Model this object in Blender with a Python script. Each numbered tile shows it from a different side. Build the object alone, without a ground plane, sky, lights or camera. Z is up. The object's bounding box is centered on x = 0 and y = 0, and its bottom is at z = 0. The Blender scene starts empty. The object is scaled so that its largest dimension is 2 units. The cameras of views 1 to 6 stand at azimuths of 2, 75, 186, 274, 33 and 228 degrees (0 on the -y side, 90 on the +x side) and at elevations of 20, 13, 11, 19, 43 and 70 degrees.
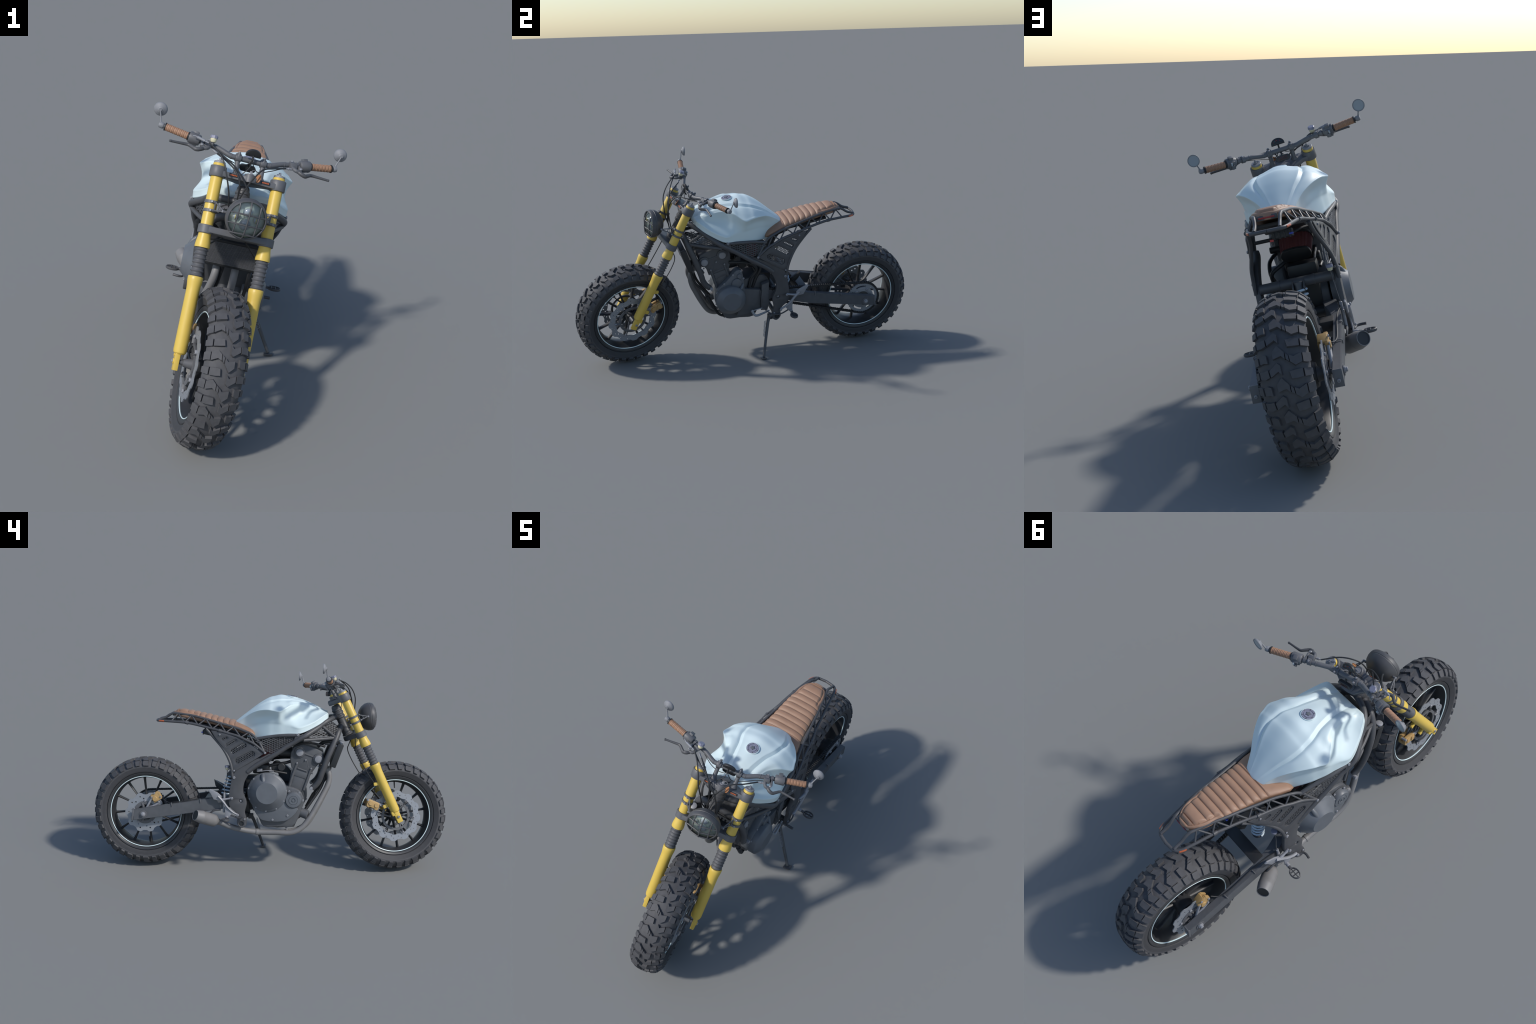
# Scrambler motorcycle on its side stand, built part by part.
# Body coordinates: x lateral (rider's left = +x), y backwards, z up in the bike's own plane.
# Steering coordinates: a lateral, b backwards, c up along the steering axis.
import bpy, bmesh, math, random
import numpy as np
from mathutils import Vector, Matrix

random.seed(7)
PI = math.pi
SC = bpy.context.scene.collection
V = Vector

# ------------------------------------------------------------------ frames
LEAN, YAW, X0 = 0.20483, 0.00453, -0.1971
BODY = Matrix.Translation((X0, 0, 0)) @ Matrix.Rotation(YAW, 4, 'Z') @ Matrix.Rotation(LEAN, 4, 'Y')
RAKE, STEER = math.radians(25.2), math.radians(11.6)
STEERM = (Matrix.Translation((0, -0.3327, 0.9876)) @ Matrix.Rotation(-RAKE, 4, 'X')
          @ Matrix.Rotation(STEER, 4, 'Z'))
FAXLE = V((0, -0.043, -0.771))       # front axle in steering coordinates
RAXLE = V((0.007, 0.695, 0.3124))        # rear axle in body coordinates
FK = 0.119                           # half distance of the fork legs

# ------------------------------------------------------------------ materials
def material(name, col, rough=0.5, metal=0.0, vary=0.06, scale=30.0, bump=0.0, bscale=200.0,
             coat=0.0, col2=None, spec=0.5):
    m = bpy.data.materials.new(name); m.use_nodes = True
    nt = m.node_tree; bs = nt.nodes['Principled BSDF']
    tc = nt.nodes.new('ShaderNodeTexCoord')
    nz = nt.nodes.new('ShaderNodeTexNoise'); nz.inputs['Scale'].default_value = scale
    nz.inputs['Detail'].default_value = 4
    nt.links.new(tc.outputs['Object'], nz.inputs['Vector'])
    cr = nt.nodes.new('ShaderNodeValToRGB')
    c2 = col2 if col2 else tuple(min(1, c * (1 + vary)) for c in col)
    c1 = tuple(c * (1 - vary) for c in col)
    cr.color_ramp.elements[0].position = 0.3; cr.color_ramp.elements[1].position = 0.7
    cr.color_ramp.elements[0].color = (*c1, 1); cr.color_ramp.elements[1].color = (*c2, 1)
    nt.links.new(nz.outputs['Fac'], cr.inputs['Fac'])
    nt.links.new(cr.outputs['Color'], bs.inputs['Base Color'])
    bs.inputs['Roughness'].default_value = rough
    bs.inputs['Metallic'].default_value = metal
    bs.inputs['Specular IOR Level'].default_value = spec
    bs.inputs['Coat Weight'].default_value = coat
    bs.inputs['Coat Roughness'].default_value = 0.12
    if bump > 0:
        n2 = nt.nodes.new('ShaderNodeTexNoise'); n2.inputs['Scale'].default_value = bscale
        nt.links.new(tc.outputs['Object'], n2.inputs['Vector'])
        bp = nt.nodes.new('ShaderNodeBump'); bp.inputs['Strength'].default_value = bump
        bp.inputs['Distance'].default_value = 0.002
        nt.links.new(n2.outputs['Fac'], bp.inputs['Height'])
        nt.links.new(bp.outputs['Normal'], bs.inputs['Normal'])
    return m

M = dict(
    paint=material('pale_blue_paint', (0.585, 0.69, 0.705), 0.44, vary=0.012, scale=6, coat=0.0),
    yellow=material('yellow_anodised', (0.60, 0.42, 0.075), 0.42, vary=0.03, scale=12),
    frame=material('frame_grey', (0.062, 0.063, 0.068), 0.5, vary=0.08, scale=40),
    clamp=material('clamp_grey', (0.10, 0.102, 0.11), 0.5, vary=0.06, scale=40),
    engine=material('engine_grey', (0.078, 0.082, 0.09), 0.48, vary=0.08, scale=50, bump=0.05, bscale=600),
    cover=material('cover_grey', (0.105, 0.115, 0.13), 0.45, vary=0.05, scale=40),
    black=material('black_plastic', (0.018, 0.019, 0.021), 0.5, vary=0.1, scale=40),
    rubber=material('tyre_rubber', (0.062, 0.062, 0.067), 0.72, vary=0.10, scale=60, bump=0.08, bscale=400),
    wall=material('tyre_sidewall', (0.040, 0.040, 0.044), 0.7, vary=0.08, scale=60),
    boot=material('boot_rubber', (0.075, 0.076, 0.083), 0.6, vary=0.06, scale=60),
    leather=material('brown_leather', (0.285, 0.167, 0.108), 0.55, vary=0.06, scale=25, bump=0.12, bscale=450),
    wrap=material('grip_leather', (0.30, 0.165, 0.10), 0.62, vary=0.08, scale=60, bump=0.12, bscale=500),
    silver=material('satin_aluminium', (0.24, 0.245, 0.265), 0.48, 0.1, vary=0.05, scale=50),
    disc=material('brake_disc_steel', (0.25, 0.265, 0.29), 0.4, 0.25, vary=0.05, scale=50),
    steel=material('bright_steel', (0.25, 0.255, 0.275), 0.42, 0.1, vary=0.04, scale=50),
    pipe=material('exhaust_steel', (0.17, 0.167, 0.168), 0.52, 0.0, vary=0.08, scale=20),
    gold=material('gold_caliper', (0.42, 0.27, 0.11), 0.45, 0.1, vary=0.06, scale=60),
    ring=material('rim_stripe', (0.60, 0.72, 0.74), 0.4, vary=0.02),
    rim=material('rim_black', (0.030, 0.031, 0.034), 0.45, vary=0.08, scale=40),
    mirrorgrey=material('mirror_housing_grey', (0.19, 0.195, 0.21), 0.6, 0.0, vary=0.04),
    mirror=material('mirror_glass', (0.27, 0.31, 0.34), 0.2, 0.0, vary=0.03, scale=10),
    red=material('red_plastic', (0.45, 0.05, 0.05), 0.4, vary=0.05),
    redlens=material('red_lens', (0.30, 0.018, 0.025), 0.25, vary=0.15, scale=200),
    filter=material('filter_red', (0.14, 0.035, 0.035), 0.6, vary=0.12, scale=200),
    orange=material('orange_lens', (0.42, 0.10, 0.035), 0.35, vary=0.2, scale=400),
    spring=material('spring_blue_white', (0.50, 0.60, 0.68), 0.4, vary=0.04),
    tag=material('leather_tag', (0.30, 0.12, 0.04), 0.6, vary=0.1),
    fluid=material('brake_fluid', (0.60, 0.56, 0.38), 0.25, vary=0.05),
    lilac=material('cap_lilac', (0.20, 0.205, 0.27), 0.45, vary=0.05),
    reflector=material('lamp_reflector', (0.46, 0.50, 0.48), 0.4, 0.0, vary=0.05),  # base lightened to grey-green so the shaded lamp interior looks lit
    lens=material('lamp_lens', (0.42, 0.44, 0.52), 0.15, 0.1, vary=0.05),
    led=material('lamp_yellow_led', (0.75, 0.62, 0.15), 0.4, vary=0.03),
    blue=material('blue_connector', (0.03, 0.06, 0.40), 0.4, vary=0.05),
    cyan=material('indicator_cyan', (0.05, 0.35, 0.40), 0.4, vary=0.05),
)
def glass_material():
    m = bpy.data.materials.new('lamp_glass'); m.use_nodes = True
    nt = m.node_tree; nt.nodes.remove(nt.nodes['Principled BSDF']); out = nt.nodes['Material Output']
    tr = nt.nodes.new('ShaderNodeBsdfTransparent'); tr.inputs['Color'].default_value = (0.95, 0.97, 0.96, 1)
    gl = nt.nodes.new('ShaderNodeBsdfGlossy'); gl.inputs['Roughness'].default_value = 0.05
    fr = nt.nodes.new('ShaderNodeFresnel'); fr.inputs['IOR'].default_value = 1.45
    mx = nt.nodes.new('ShaderNodeMixShader')
    nt.links.new(fr.outputs['Fac'], mx.inputs['Fac']); nt.links.new(tr.outputs['BSDF'], mx.inputs[1]); nt.links.new(gl.outputs['BSDF'], mx.inputs[2])
    nt.links.new(mx.outputs['Shader'], out.inputs['Surface'])
    return m
M['glass'] = glass_material()

# ------------------------------------------------------------------ mesh builder
def catmull(pts, n):
    P = [V(p) for p in pts]
    if len(P) < 3: return P
    out = []
    for i in range(len(P) - 1):
        p0 = P[i - 1] if i > 0 else P[0] * 2 - P[1]
        p1, p2 = P[i], P[i + 1]
        p3 = P[i + 2] if i + 2 < len(P) else P[-1] * 2 - P[-2]
        d1 = max((p1 - p0).length, 1e-6) ** 0.5; d2 = max((p2 - p1).length, 1e-6) ** 0.5
        d3 = max((p3 - p2).length, 1e-6) ** 0.5
        m1 = (p1 - p0) / d1 - (p2 - p0) / (d1 + d2) + (p2 - p1) / d2
        m2 = (p2 - p1) / d2 - (p3 - p1) / (d2 + d3) + (p3 - p2) / d3
        m1 *= d2; m2 *= d2
        for k in range(n):
            t = k / n
            out.append(p1 * (2*t**3 - 3*t**2 + 1) + m1 * (t**3 - 2*t**2 + t)
                       + p2 * (-2*t**3 + 3*t**2) + m2 * (t**3 - t**2))
    out.append(P[-1])
    return out

def basis(axis):
    w = V(axis).normalized()
    h = V((0, 0, 1)) if abs(w.z) < 0.9 else V((0, 1, 0))
    u = h.cross(w).normalized(); v = w.cross(u)
    return u, v, w

class B:
    def __init__(s):
        s.v = []; s.f = []; s.m = []
    def add(s, verts, faces, m=0):
        o = len(s.v); s.v += [V(p) for p in verts]
        for f in faces:
            s.f.append([i + o for i in f]); s.m.append(m)
        return s
    def tube(s, pts, r, n=12, sm=6, m=0, closed=False, flat=1.0):
        P = [V(p) for p in pts]
        rl = list(r) if isinstance(r, (list, tuple)) else [r] * len(P)
        if closed:
            k = len(P)
            Q = catmull([P[-2], P[-1]] + P + [P[0], P[1], P[2]], sm) if sm > 1 else P
            if sm > 1: Q = Q[2 * sm: 2 * sm + k * sm]
            R = [rl[0]] * len(Q)
        elif sm > 1 and len(P) > 2:
            Q = catmull(P, sm)
            R = []
            for i in range(len(P) - 1):
                for k in range(sm): R.append(rl[i] + (rl[i+1] - rl[i]) * k / sm)
            R.append(rl[-1])
        else:
            Q, R = P, rl
        N = len(Q)
        T = []
        for i in range(N):
            a = Q[(i - 1) % N] if closed or i > 0 else Q[0]
            b = Q[(i + 1) % N] if closed or i < N - 1 else Q[-1]
            T.append((b - a).normalized())
        u, v, w = basis(T[0])
        verts = []; faces = []
        for i in range(N):
            if i > 0:
                q = T[i - 1].rotation_difference(T[i]); u = q @ u
            u = (u - T[i] * u.dot(T[i])).normalized(); v = T[i].cross(u)
            for k in range(n):
                a = 2 * PI * k / n
                verts.append(Q[i] + u * (math.cos(a) * R[i]) + v * (math.sin(a) * R[i] * flat))
        for i in range(N if closed else N - 1):
            j = (i + 1) % N
            for k in range(n):
                k2 = (k + 1) % n
                faces.append((i*n+k, i*n+k2, j*n+k2, j*n+k))
        if not closed:
            faces.append(tuple(range(n))[::-1]); faces.append(tuple((N-1)*n + k for k in range(n)))
        return s.add(verts, faces, m)
    def lathe(s, prof, org, axis, n=40, m=0, closed=False, mod=None, cap=True):
        # prof: list of (t along axis, radius)
        u, v, w = basis(axis); org = V(org)
        verts = []; faces = []; N = len(prof)
        for t, r in prof:
            for k in range(n):
                a = 2 * PI * k / n
                rr = r if mod is None else mod(t, r, a)
                verts.append(org + w * t + (u * math.cos(a) + v * math.sin(a)) * rr)
        for i in range(N if closed else N - 1):
            j = (i + 1) % N
            for k in range(n):
                k2 = (k + 1) % n
                faces.append((i*n+k, i*n+k2, j*n+k2, j*n+k))
        if not closed and cap:
            if prof[0][1] > 1e-5: faces.append(tuple(range(n))[::-1])
            if prof[-1][1] > 1e-5: faces.append(tuple((N-1)*n + k for k in range(n)))
        return s.add(verts, faces, m)
    def cyl(s, a, b, r, n=24, m=0, ch=None):
        a, b = V(a), V(b); L = (b - a).length
        c = min(r * 0.15, L * 0.2) if ch is None else ch
        return s.lathe([(0, r - c), (c, r), (L - c, r), (L, r - c)], a, b - a, n, m)
    def box(s, c, size, R=None, bev=0.002, m=0, taper=None):
        bm = bmesh.new(); bmesh.ops.create_cube(bm, size=1)
        for v in bm.verts:
            v.co = V((v.co.x * size[0], v.co.y * size[1], v.co.z * size[2]))
            if taper and v.co.z > 0: v.co.x *= taper; v.co.y *= taper
        if bev > 0:
            bmesh.ops.bevel(bm, geom=list(bm.edges), offset=bev, segments=2, affect='EDGES', profile=0.6)
        R = R if R is not None else Matrix.Identity(3)
        bm.verts.index_update()
        vs = [V(c) + R @ v.co for v in bm.verts]; fs = [[v.index for v in f.verts] for f in bm.faces]
        bm.free()
        return s.add(vs, fs, m)
    def plate(s, outline, th, org=(0, 0, 0), U=(0, 1, 0), W=(0, 0, 1), N=(1, 0, 0), holes=(), bev=0.0015, m=0):
        # flat plate from 2D outline with holes, extruded symmetrically about org along N
        cu = bpy.data.curves.new('tmp', 'CURVE'); cu.dimensions = '2D'; cu.fill_mode = 'BOTH'
        cu.extrude = max(th / 2 - bev, 1e-5)
        if bev > 0: cu.bevel_depth = bev; cu.bevel_resolution = 1; cu.offset = -bev
        for pl in [outline] + list(holes):
            sp = cu.splines.new('POLY'); sp.points.add(len(pl) - 1); sp.use_cyclic_u = True
            for i, q in enumerate(pl): sp.points[i].co = (q[0], q[1], 0, 1)
        ob = bpy.data.objects.new('tmp', cu); SC.objects.link(ob)
        dg = bpy.context.evaluated_depsgraph_get(); dg.update()
        me = bpy.data.meshes.new_from_object(ob.evaluated_get(dg))
        org, U, W, N = V(org), V(U), V(W), V(N)
        flip = U.cross(W).dot(N) < 0
        vs = [org + U * v.co.x + W * v.co.y + N * v.co.z for v in me.vertices]
        fs = [list(p.vertices)[::-1] if flip else list(p.vertices) for p in me.polygons]
        bpy.data.objects.remove(ob); bpy.data.curves.remove(cu); bpy.data.meshes.remove(me)
        return s.add(vs, fs, m)
    def loft(s, rings, m=0, cap=True, closed_ring=True):
        n = len(rings[0]); verts = [p for r in rings for p in r]; faces = []
        for i in range(len(rings) - 1):
            for k in range(n if closed_ring else n - 1):
                k2 = (k + 1) % n
                faces.append((i*n+k, i*n+k2, (i+1)*n+k2, (i+1)*n+k))
        if cap and closed_ring:
            faces.append(tuple(range(n))[::-1]); faces.append(tuple((len(rings)-1)*n + k for k in range(n)))
        return s.add(verts, faces, m)
    def mesh(s, name, mats, angle=35):
        me = bpy.data.meshes.new(name)
        me.from_pydata([tuple(p) for p in s.v], [], s.f); me.update()
        bm = bmesh.new(); bm.from_mesh(me)
        bmesh.ops.remove_doubles(bm, verts=bm.verts, dist=1e-6)
        bmesh.ops.recalc_face_normals(bm, faces=bm.faces)
        bm.to_mesh(me); bm.free()
        for mt in (mats if isinstance(mats, (list, tuple)) else [mats]): me.materials.append(M[mt])
        if len(me.polygons) == len(s.m):
            me.polygons.foreach_set('material_index', s.m)
        me.polygons.foreach_set('use_smooth', [True] * len(me.polygons))
        me.set_sharp_from_angle(angle=math.radians(angle))
        return me
    def obj(s, name, mats, parent=None, mat=None, angle=35):
        return place(name, s.mesh(name, mats, angle), parent, mat)

def place(name, me, parent=None, mat=None):
    ob = bpy.data.objects.new(name, me); SC.objects.link(ob)
    ob.parent = parent if parent is not None else ROOT
    ob.matrix_basis = mat if mat is not None else Matrix.Identity(4)
    return ob

def mirror(pts): return [(-p[0], p[1], p[2]) for p in pts]
def sx(s, pts): return [(p[0] * s, p[1], p[2]) for p in pts]
def circle(cx, cy, r, n=16, ph=0.0):
    return [(cx + r * math.cos(2*PI*k/n + ph), cy + r * math.sin(2*PI*k/n + ph)) for k in range(n)]
def slot(a, b, r, n=8):
    a, b = V((*a, 0)), V((*b, 0)); d = (b - a); ang = math.atan2(d.y, d.x); out = []
    for k in range(n + 1):
        t = ang - PI/2 + PI * k / n; out.append((b.x + r*math.cos(t), b.y + r*math.sin(t)))
    for k in range(n + 1):
        t = ang + PI/2 + PI * k / n; out.append((a.x + r*math.cos(t), a.y + r*math.sin(t)))
    return out
def smooth2(poly, n=4):
    P = [V((p[0], p[1], 0)) for p in poly]; k = len(P)
    Q = catmull([P[-2], P[-1]] + P + [P[0], P[1], P[2]], n)[2*n: 2*n + k*n]
    return [(q.x, q.y) for q in Q]
def interp(x, tab):
    xs = [t[0] for t in tab]; ys = [t[1] for t in tab]
    return float(np.interp(x, xs, ys))

ROOT = bpy.data.objects.new('motorcycle', None); SC.objects.link(ROOT)
ROOT.matrix_world = BODY
ROOT['label'] = 'scrambler motorcycle with pale tank, yellow forks and knobbly tyres'
ROOT['category'] = 'motorcycle'

# ------------------------------------------------------------------ bolts (shared meshes)
def bolt_mesh(name, mat, r=0.005, h=0.004):
    b = B(); b.lathe([(0, r), (h * 0.7, r), (h, r * 0.75), (h, r * 0.45), (h * 0.55, r * 0.4), (h * 0.55, 0)], (0, 0, 0), (0, 0, 1), 12)
    return b.mesh(name, mat)
BOLT = bolt_mesh('bolt', 'steel'); BOLTD = bolt_mesh('bolt_dark', 'clamp')
BOLTS = []
def bolt(pos, axis, scale=1.0, base=None, parent=None, dark=False):
    u, v, w = basis(axis)
    R = Matrix((u, v, w)).transposed().to_4x4()
    m = (base if base is not None else Matrix.Identity(4)) @ Matrix.Translation(V(pos)) @ R @ Matrix.Diagonal((scale, scale, scale, 1))
    ob = bpy.data.objects.new('bolt', BOLTD if dark else BOLT); SC.objects.link(ob); ob.parent = parent or ROOT; ob.matrix_basis = m
    BOLTS.append(ob); return ob

# ================================================================== WHEELS
def wave_disc(b, r_out, r_in, waves, amp, th, x, holes_r, nh, hr, m=0):
    out = []
    for k in range(waves * 12):
        a = 2*PI*k/(waves*12); out.append(((r_out + amp*math.tanh(2.2*math.cos(waves*a))/0.98) * math.cos(a), (r_out + amp*math.tanh(2.2*math.cos(waves*a))/0.98) * math.sin(a)))
    inn = []
    for k in range(waves * 6):
        a = 2*PI*k/(waves*6); rr = r_in + amp*0.5*math.cos(waves*a); inn.append((rr*math.cos(a), rr*math.sin(a)))
    hs = [inn]
    for i, rr in enumerate(holes_r):
        for k in range(nh):
            a = 2*PI*(k + 0.33*i)/nh; hs.append(circle(rr*math.cos(a), rr*math.sin(a), hr, 8))
    b.plate(out, th, (x, 0, 0), holes=hs, bev=0.0, m=m)

def tread_mesh(name, polys, half, crown, h0, h1, prof):
    # polys: 2D outlines in (u across in -1..1, s circumferential metres); extruded radially off the carcass
    def surf(u, s, lift):
        # arc position along half profile
        x, r, nx, nr = prof(abs(u)); x = math.copysign(x, u); nx = math.copysign(nx, u)
        x += nx * lift; r += nr * lift
        th = s / crown
        return V((x, -r * math.sin(th), r * math.cos(th)))
    b = B()
    for P in polys:
        cu = sum(p[0] for p in P)/len(P); cs = sum(p[1] for p in P)/len(P)
        n = len(P)
        lo = [surf(p[0], p[1], h0) for p in P]
        k = 0.92
        hi = [surf(cu + (p[0]-cu)*k, cs + (p[1]-cs)*k, h1) for p in P]
        faces = [(i, (i+1) % n, n + (i+1) % n, n + i) for i in range(n)]
        faces.append(tuple(n + i for i in range(n)))
        b.add(lo + hi, faces)
    return b.mesh(name, 'rubber', angle=20)

def make_wheel(name, mat, half, w, R, front):
    blk = 0.0115
    rc = R - blk                                 # carcass crown radius
    pts = [(0, rc), (half*0.30, rc-0.0015), (half*0.55, rc-0.006), (half*0.76, rc-0.014),
           (half*0.90, rc-0.024), (half, rc-0.037)]
    PC = catmull([(p[0], p[1], 0) for p in pts], 8)
    L = [0]
    for i in range(1, len(PC)): L.append(L[-1] + (PC[i]-PC[i-1]).length)
    def prof(u):
        t = min(u, 1.0) * L[-1]*0.995
        for i in range(1, len(PC)):
            if L[i] >= t or i == len(PC)-1:
                f = (t - L[i-1])/max(L[i]-L[i-1], 1e-9); q = PC[i-1].lerp(PC[i], f)
                d = (PC[i]-PC[i-1]).normalized(); return q.x, q.y, -d.y, d.x
    # rim: barrel, lips, hub
    rim = B()
    rr = 0.2165
    rim.lathe([(-w-0.002, rr+0.0065), (-w-0.0055, rr+0.0035), (-w-0.0045, rr-0.002), (-w+0.002, rr-0.012), (-w+0.010, rr-0.016), (-w+0.03, rr-0.022), (-0.012, rr-0.030), (0.012, rr-0.030),
               (w-0.03, rr-0.022), (w-0.010, rr-0.016), (w-0.002, rr-0.012), (w+0.0045, rr-0.002), (w+0.0055, rr+0.0035), (w+0.002, rr+0.0065), (w-0.008, rr+0.002), (0, rr-0.018), (-w+0.008, rr+0.002)],
              (0, 0, 0), (1, 0, 0), 96, closed=True)
    hw = 0.062 if front else 0.07
    hr = 0.026 if front else 0.044
    rim.lathe([(-hw, 0.012), (-hw, hr-0.002), (-hw+0.012, hr+0.004), (-0.02, hr), (0.02, hr), (hw-0.012, hr+0.004), (hw, hr-0.002), (hw, 0.012)], (0, 0, 0), (1, 0, 0), 40)
    wheel = rim.obj(name, 'rim', None, mat, 40)
    sp = B(); sp.add(*spoke_shape(0.022, rr-0.027))
    sm = sp.mesh('spoke', 'rim', 40)
    for k in range(12):
        place('spoke', sm, wheel, Matrix.Rotation(2*PI*k/12 + math.radians(15 if front else -6), 4, 'X'))
    for s_ in (-1, 1):
        st = B(); st.lathe([(s_*(w-0.0005), 0.2033), (s_*(w+0.0010), 0.2022), (s_*(w-0.0005), 0.1988), (s_*(w-0.004), 0.2000)], (0, 0, 0), (1, 0, 0), 96, closed=True)
        st.obj('rim_stripe', 'ring', wheel)
    va = math.radians(27 if front else 176)
    vb = B(); vb.cyl((-0.012, -(rr-0.030)*math.sin(va), (rr-0.030)*math.cos(va)), (-0.026, -(rr-0.062)*math.sin(va), (rr-0.062)*math.cos(va)), 0.0036, 10); vb.obj('tyre_valve', 'black', wheel)
    # tyre carcass: crowned tread band, undercut sidewalls
    ty = B(); wl = B()
    side = [(half, rc-0.037), (half*0.995, rc-0.044), (max(half*0.94, w+0.008), 0.2400), (w+0.0075, 0.2285), (w+0.006, 0.2255), (w+0.001, 0.2240), (w+0.0005, 0.2160)]
    prof_pts = [(q.x, q.y) for q in PC] + [side[1]]
    full = [(-x, r) for x, r in reversed(prof_pts)] + prof_pts[1:]
    ty.lathe([(-w+0.004, 0.2150)] + full + [(w-0.004, 0.2150)], (0, 0, 0), (1, 0, 0), 128, cap=False)
    ty.obj('tyre', 'rubber', wheel, None, 45)
    for s_ in (-1, 1):
        wl = B(); wl.lathe([(s_*x, r) for x, r in side[1:]] + [(s_*(w-0.006), 0.2155)], (0, 0, 0), (1, 0, 0), 128, cap=False); wl.obj('tyre_sidewall', 'wall', wheel, None, 45)
    # tread blocks, in (u across -1..1, s in pitches)
    npitch = 18
    p = 2*PI*rc/npitch
    Sc = [(-1.0, -0.11), (-0.86, -0.15), (-0.675, -0.13), (-0.675, 0.12), (-0.86, 0.12), (-1.0, 0.15)]
    Mc = [(-0.665, -0.13), (-0.43, -0.20), (-0.27, -0.09), (-0.25, 0.09), (-0.40, 0.03), (-0.665, 0.12)]
    lk = [(-0.262, -0.07), (-0.16, 0.00), (-0.16, 0.16), (-0.246, 0.085)]
    Cc = [(-0.15, 0.02), (-0.02, 0.12), (0.26, 0.07), (0.27, 0.27), (0.07, 0.41), (-0.15, 0.20)]
    Ss = [(-1.0, 0.42), (-0.86, 0.40), (-0.655, 0.40), (-0.655, 0.62), (-0.86, 0.62), (-1.0, 0.60)]
    Ms = [(-0.635, 0.40), (-0.40, 0.385), (-0.24, 0.39), (-0.20, 0.585), (-0.40, 0.61), (-0.635, 0.62)]
    Cr = [(0.02, 0.56), (0.13, 0.66), (0.40, 0.55), (0.43, 0.72), (0.14, 0.88), (0.04, 0.82)]
    Mr = [(0.415, 0.54), (0.58, 0.50), (0.74, 0.53), (0.76, 0.73), (0.60, 0.72), (0.445, 0.74)]
    Sr = [(0.80, 0.55), (0.90, 0.54), (1.0, 0.52), (1.0, 0.76), (0.90, 0.74), (0.82, 0.75)]
    Mp = [(0.42, -0.02), (0.56, 0.01), (0.68, 0.00), (0.70, 0.22), (0.56, 0.24), (0.44, 0.20)]
    Sp = [(0.74, 0.00), (0.88, 0.01), (1.0, 0.04), (1.0, 0.26), (0.88, 0.23), (0.76, 0.22)]
    def sc(P):
        cs = sum(q[1] for q in P)/len(P)
        return [(q[0], (cs + (q[1]-cs)*1.28)*p) for q in P]
    meshes = []
    for polys in ([Mc, lk], [Cc], [Ms], [Cr], [Mr], [Mp]):
        meshes.append(('tread_block', tread_mesh('tread_block', [sc(P) for P in polys], half, rc, -0.003, blk, prof)))
    for P in (Sc, Ss, Sr, Sp):
        meshes.append(('shoulder_block', tread_mesh('shoulder_block', [sc(P)], half, rc, -0.003, blk*0.8, prof)))
    for nm, me in meshes:
        for k in range(npitch):
            place(nm, me, wheel, Matrix.Rotation(2*PI*k/npitch, 4, 'X'))
    return wheel

def spoke_shape(r0, r1):
    rings = []
    for t in (0, 0.15, 0.5, 0.85, 1.0):
        r = r0 + (r1-r0)*t
        wx = 0.019 - 0.006*t; wy = 0.0055 + 0.0028*abs(2*t-1)**3
        rings.append([V((wx*math.cos(a), wy*math.sin(a), r)) for a in [2*PI*k/12 for k in range(12)]])
    b = B(); b.loft(rings); return b.v, b.f

FW = make_wheel('front_wheel', STEERM @ Matrix.Translation(FAXLE), 0.0745, 0.0575, 0.305, True)
RW = make_wheel('rear_wheel', Matrix.Translation(RAXLE), 0.0855, 0.0755, 0.306, False)

# front discs (both sides) with dark carriers
for s_ in (-1, 1):
    d = B(); wave_disc(d, 0.1375, 0.1045, 12, 0.0052, 0.004, s_*0.0725, (0.1265, 0.1155), 18, 0.0030)
    d.obj('brake_disc', 'disc', FW, None, 30)
    c = B()
    c.lathe([(s_*0.069, 0.081), (s_*0.076, 0.081), (s_*0.076, 0.068), (s_*0.069, 0.068)], (0, 0, 0), (1, 0, 0), 48, closed=True)
    for k in range(6):
        a = 2*PI*k/6 + 0.2
        if k % 2 == 0: c.tube([(s_*0.060, 0.024*math.cos(a), 0.024*math.sin(a)), (s_*0.070, 0.05*math.cos(a+0.25), 0.05*math.sin(a+0.25)), (s_*0.0725, 0.072*math.cos(a+0.35), 0.072*math.sin(a+0.35))], 0.005, 8, 4)
        a2 = a + 0.35
        c.tube([(s_*0.0725, 0.078*math.cos(a2), 0.078*math.sin(a2)), (s_*0.0725, 0.103*math.cos(a2), 0.103*math.sin(a2))], 0.011, 8, 1, flat=0.35)
    c.obj('disc_carrier', 'clamp', FW)
    for k in range(6):
        a = 2*PI*k/6 + 0.55; bolt((s_*0.0745, 0.102*math.cos(a), 0.102*math.sin(a)), (s_, 0, 0), 1.7, parent=FW)
fa = B(); fa.cyl((-0.118, 0, 0), (0.118, 0, 0), 0.009, 16)
fa.lathe([(-0.10, 0.014), (-0.06, 0.022)], (0, 0, 0), (1, 0, 0), 24); fa.lathe([(0.06, 0.022), (0.10, 0.014)], (0, 0, 0), (1, 0, 0), 24)
fa.obj('axle', 'clamp', FW)

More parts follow.
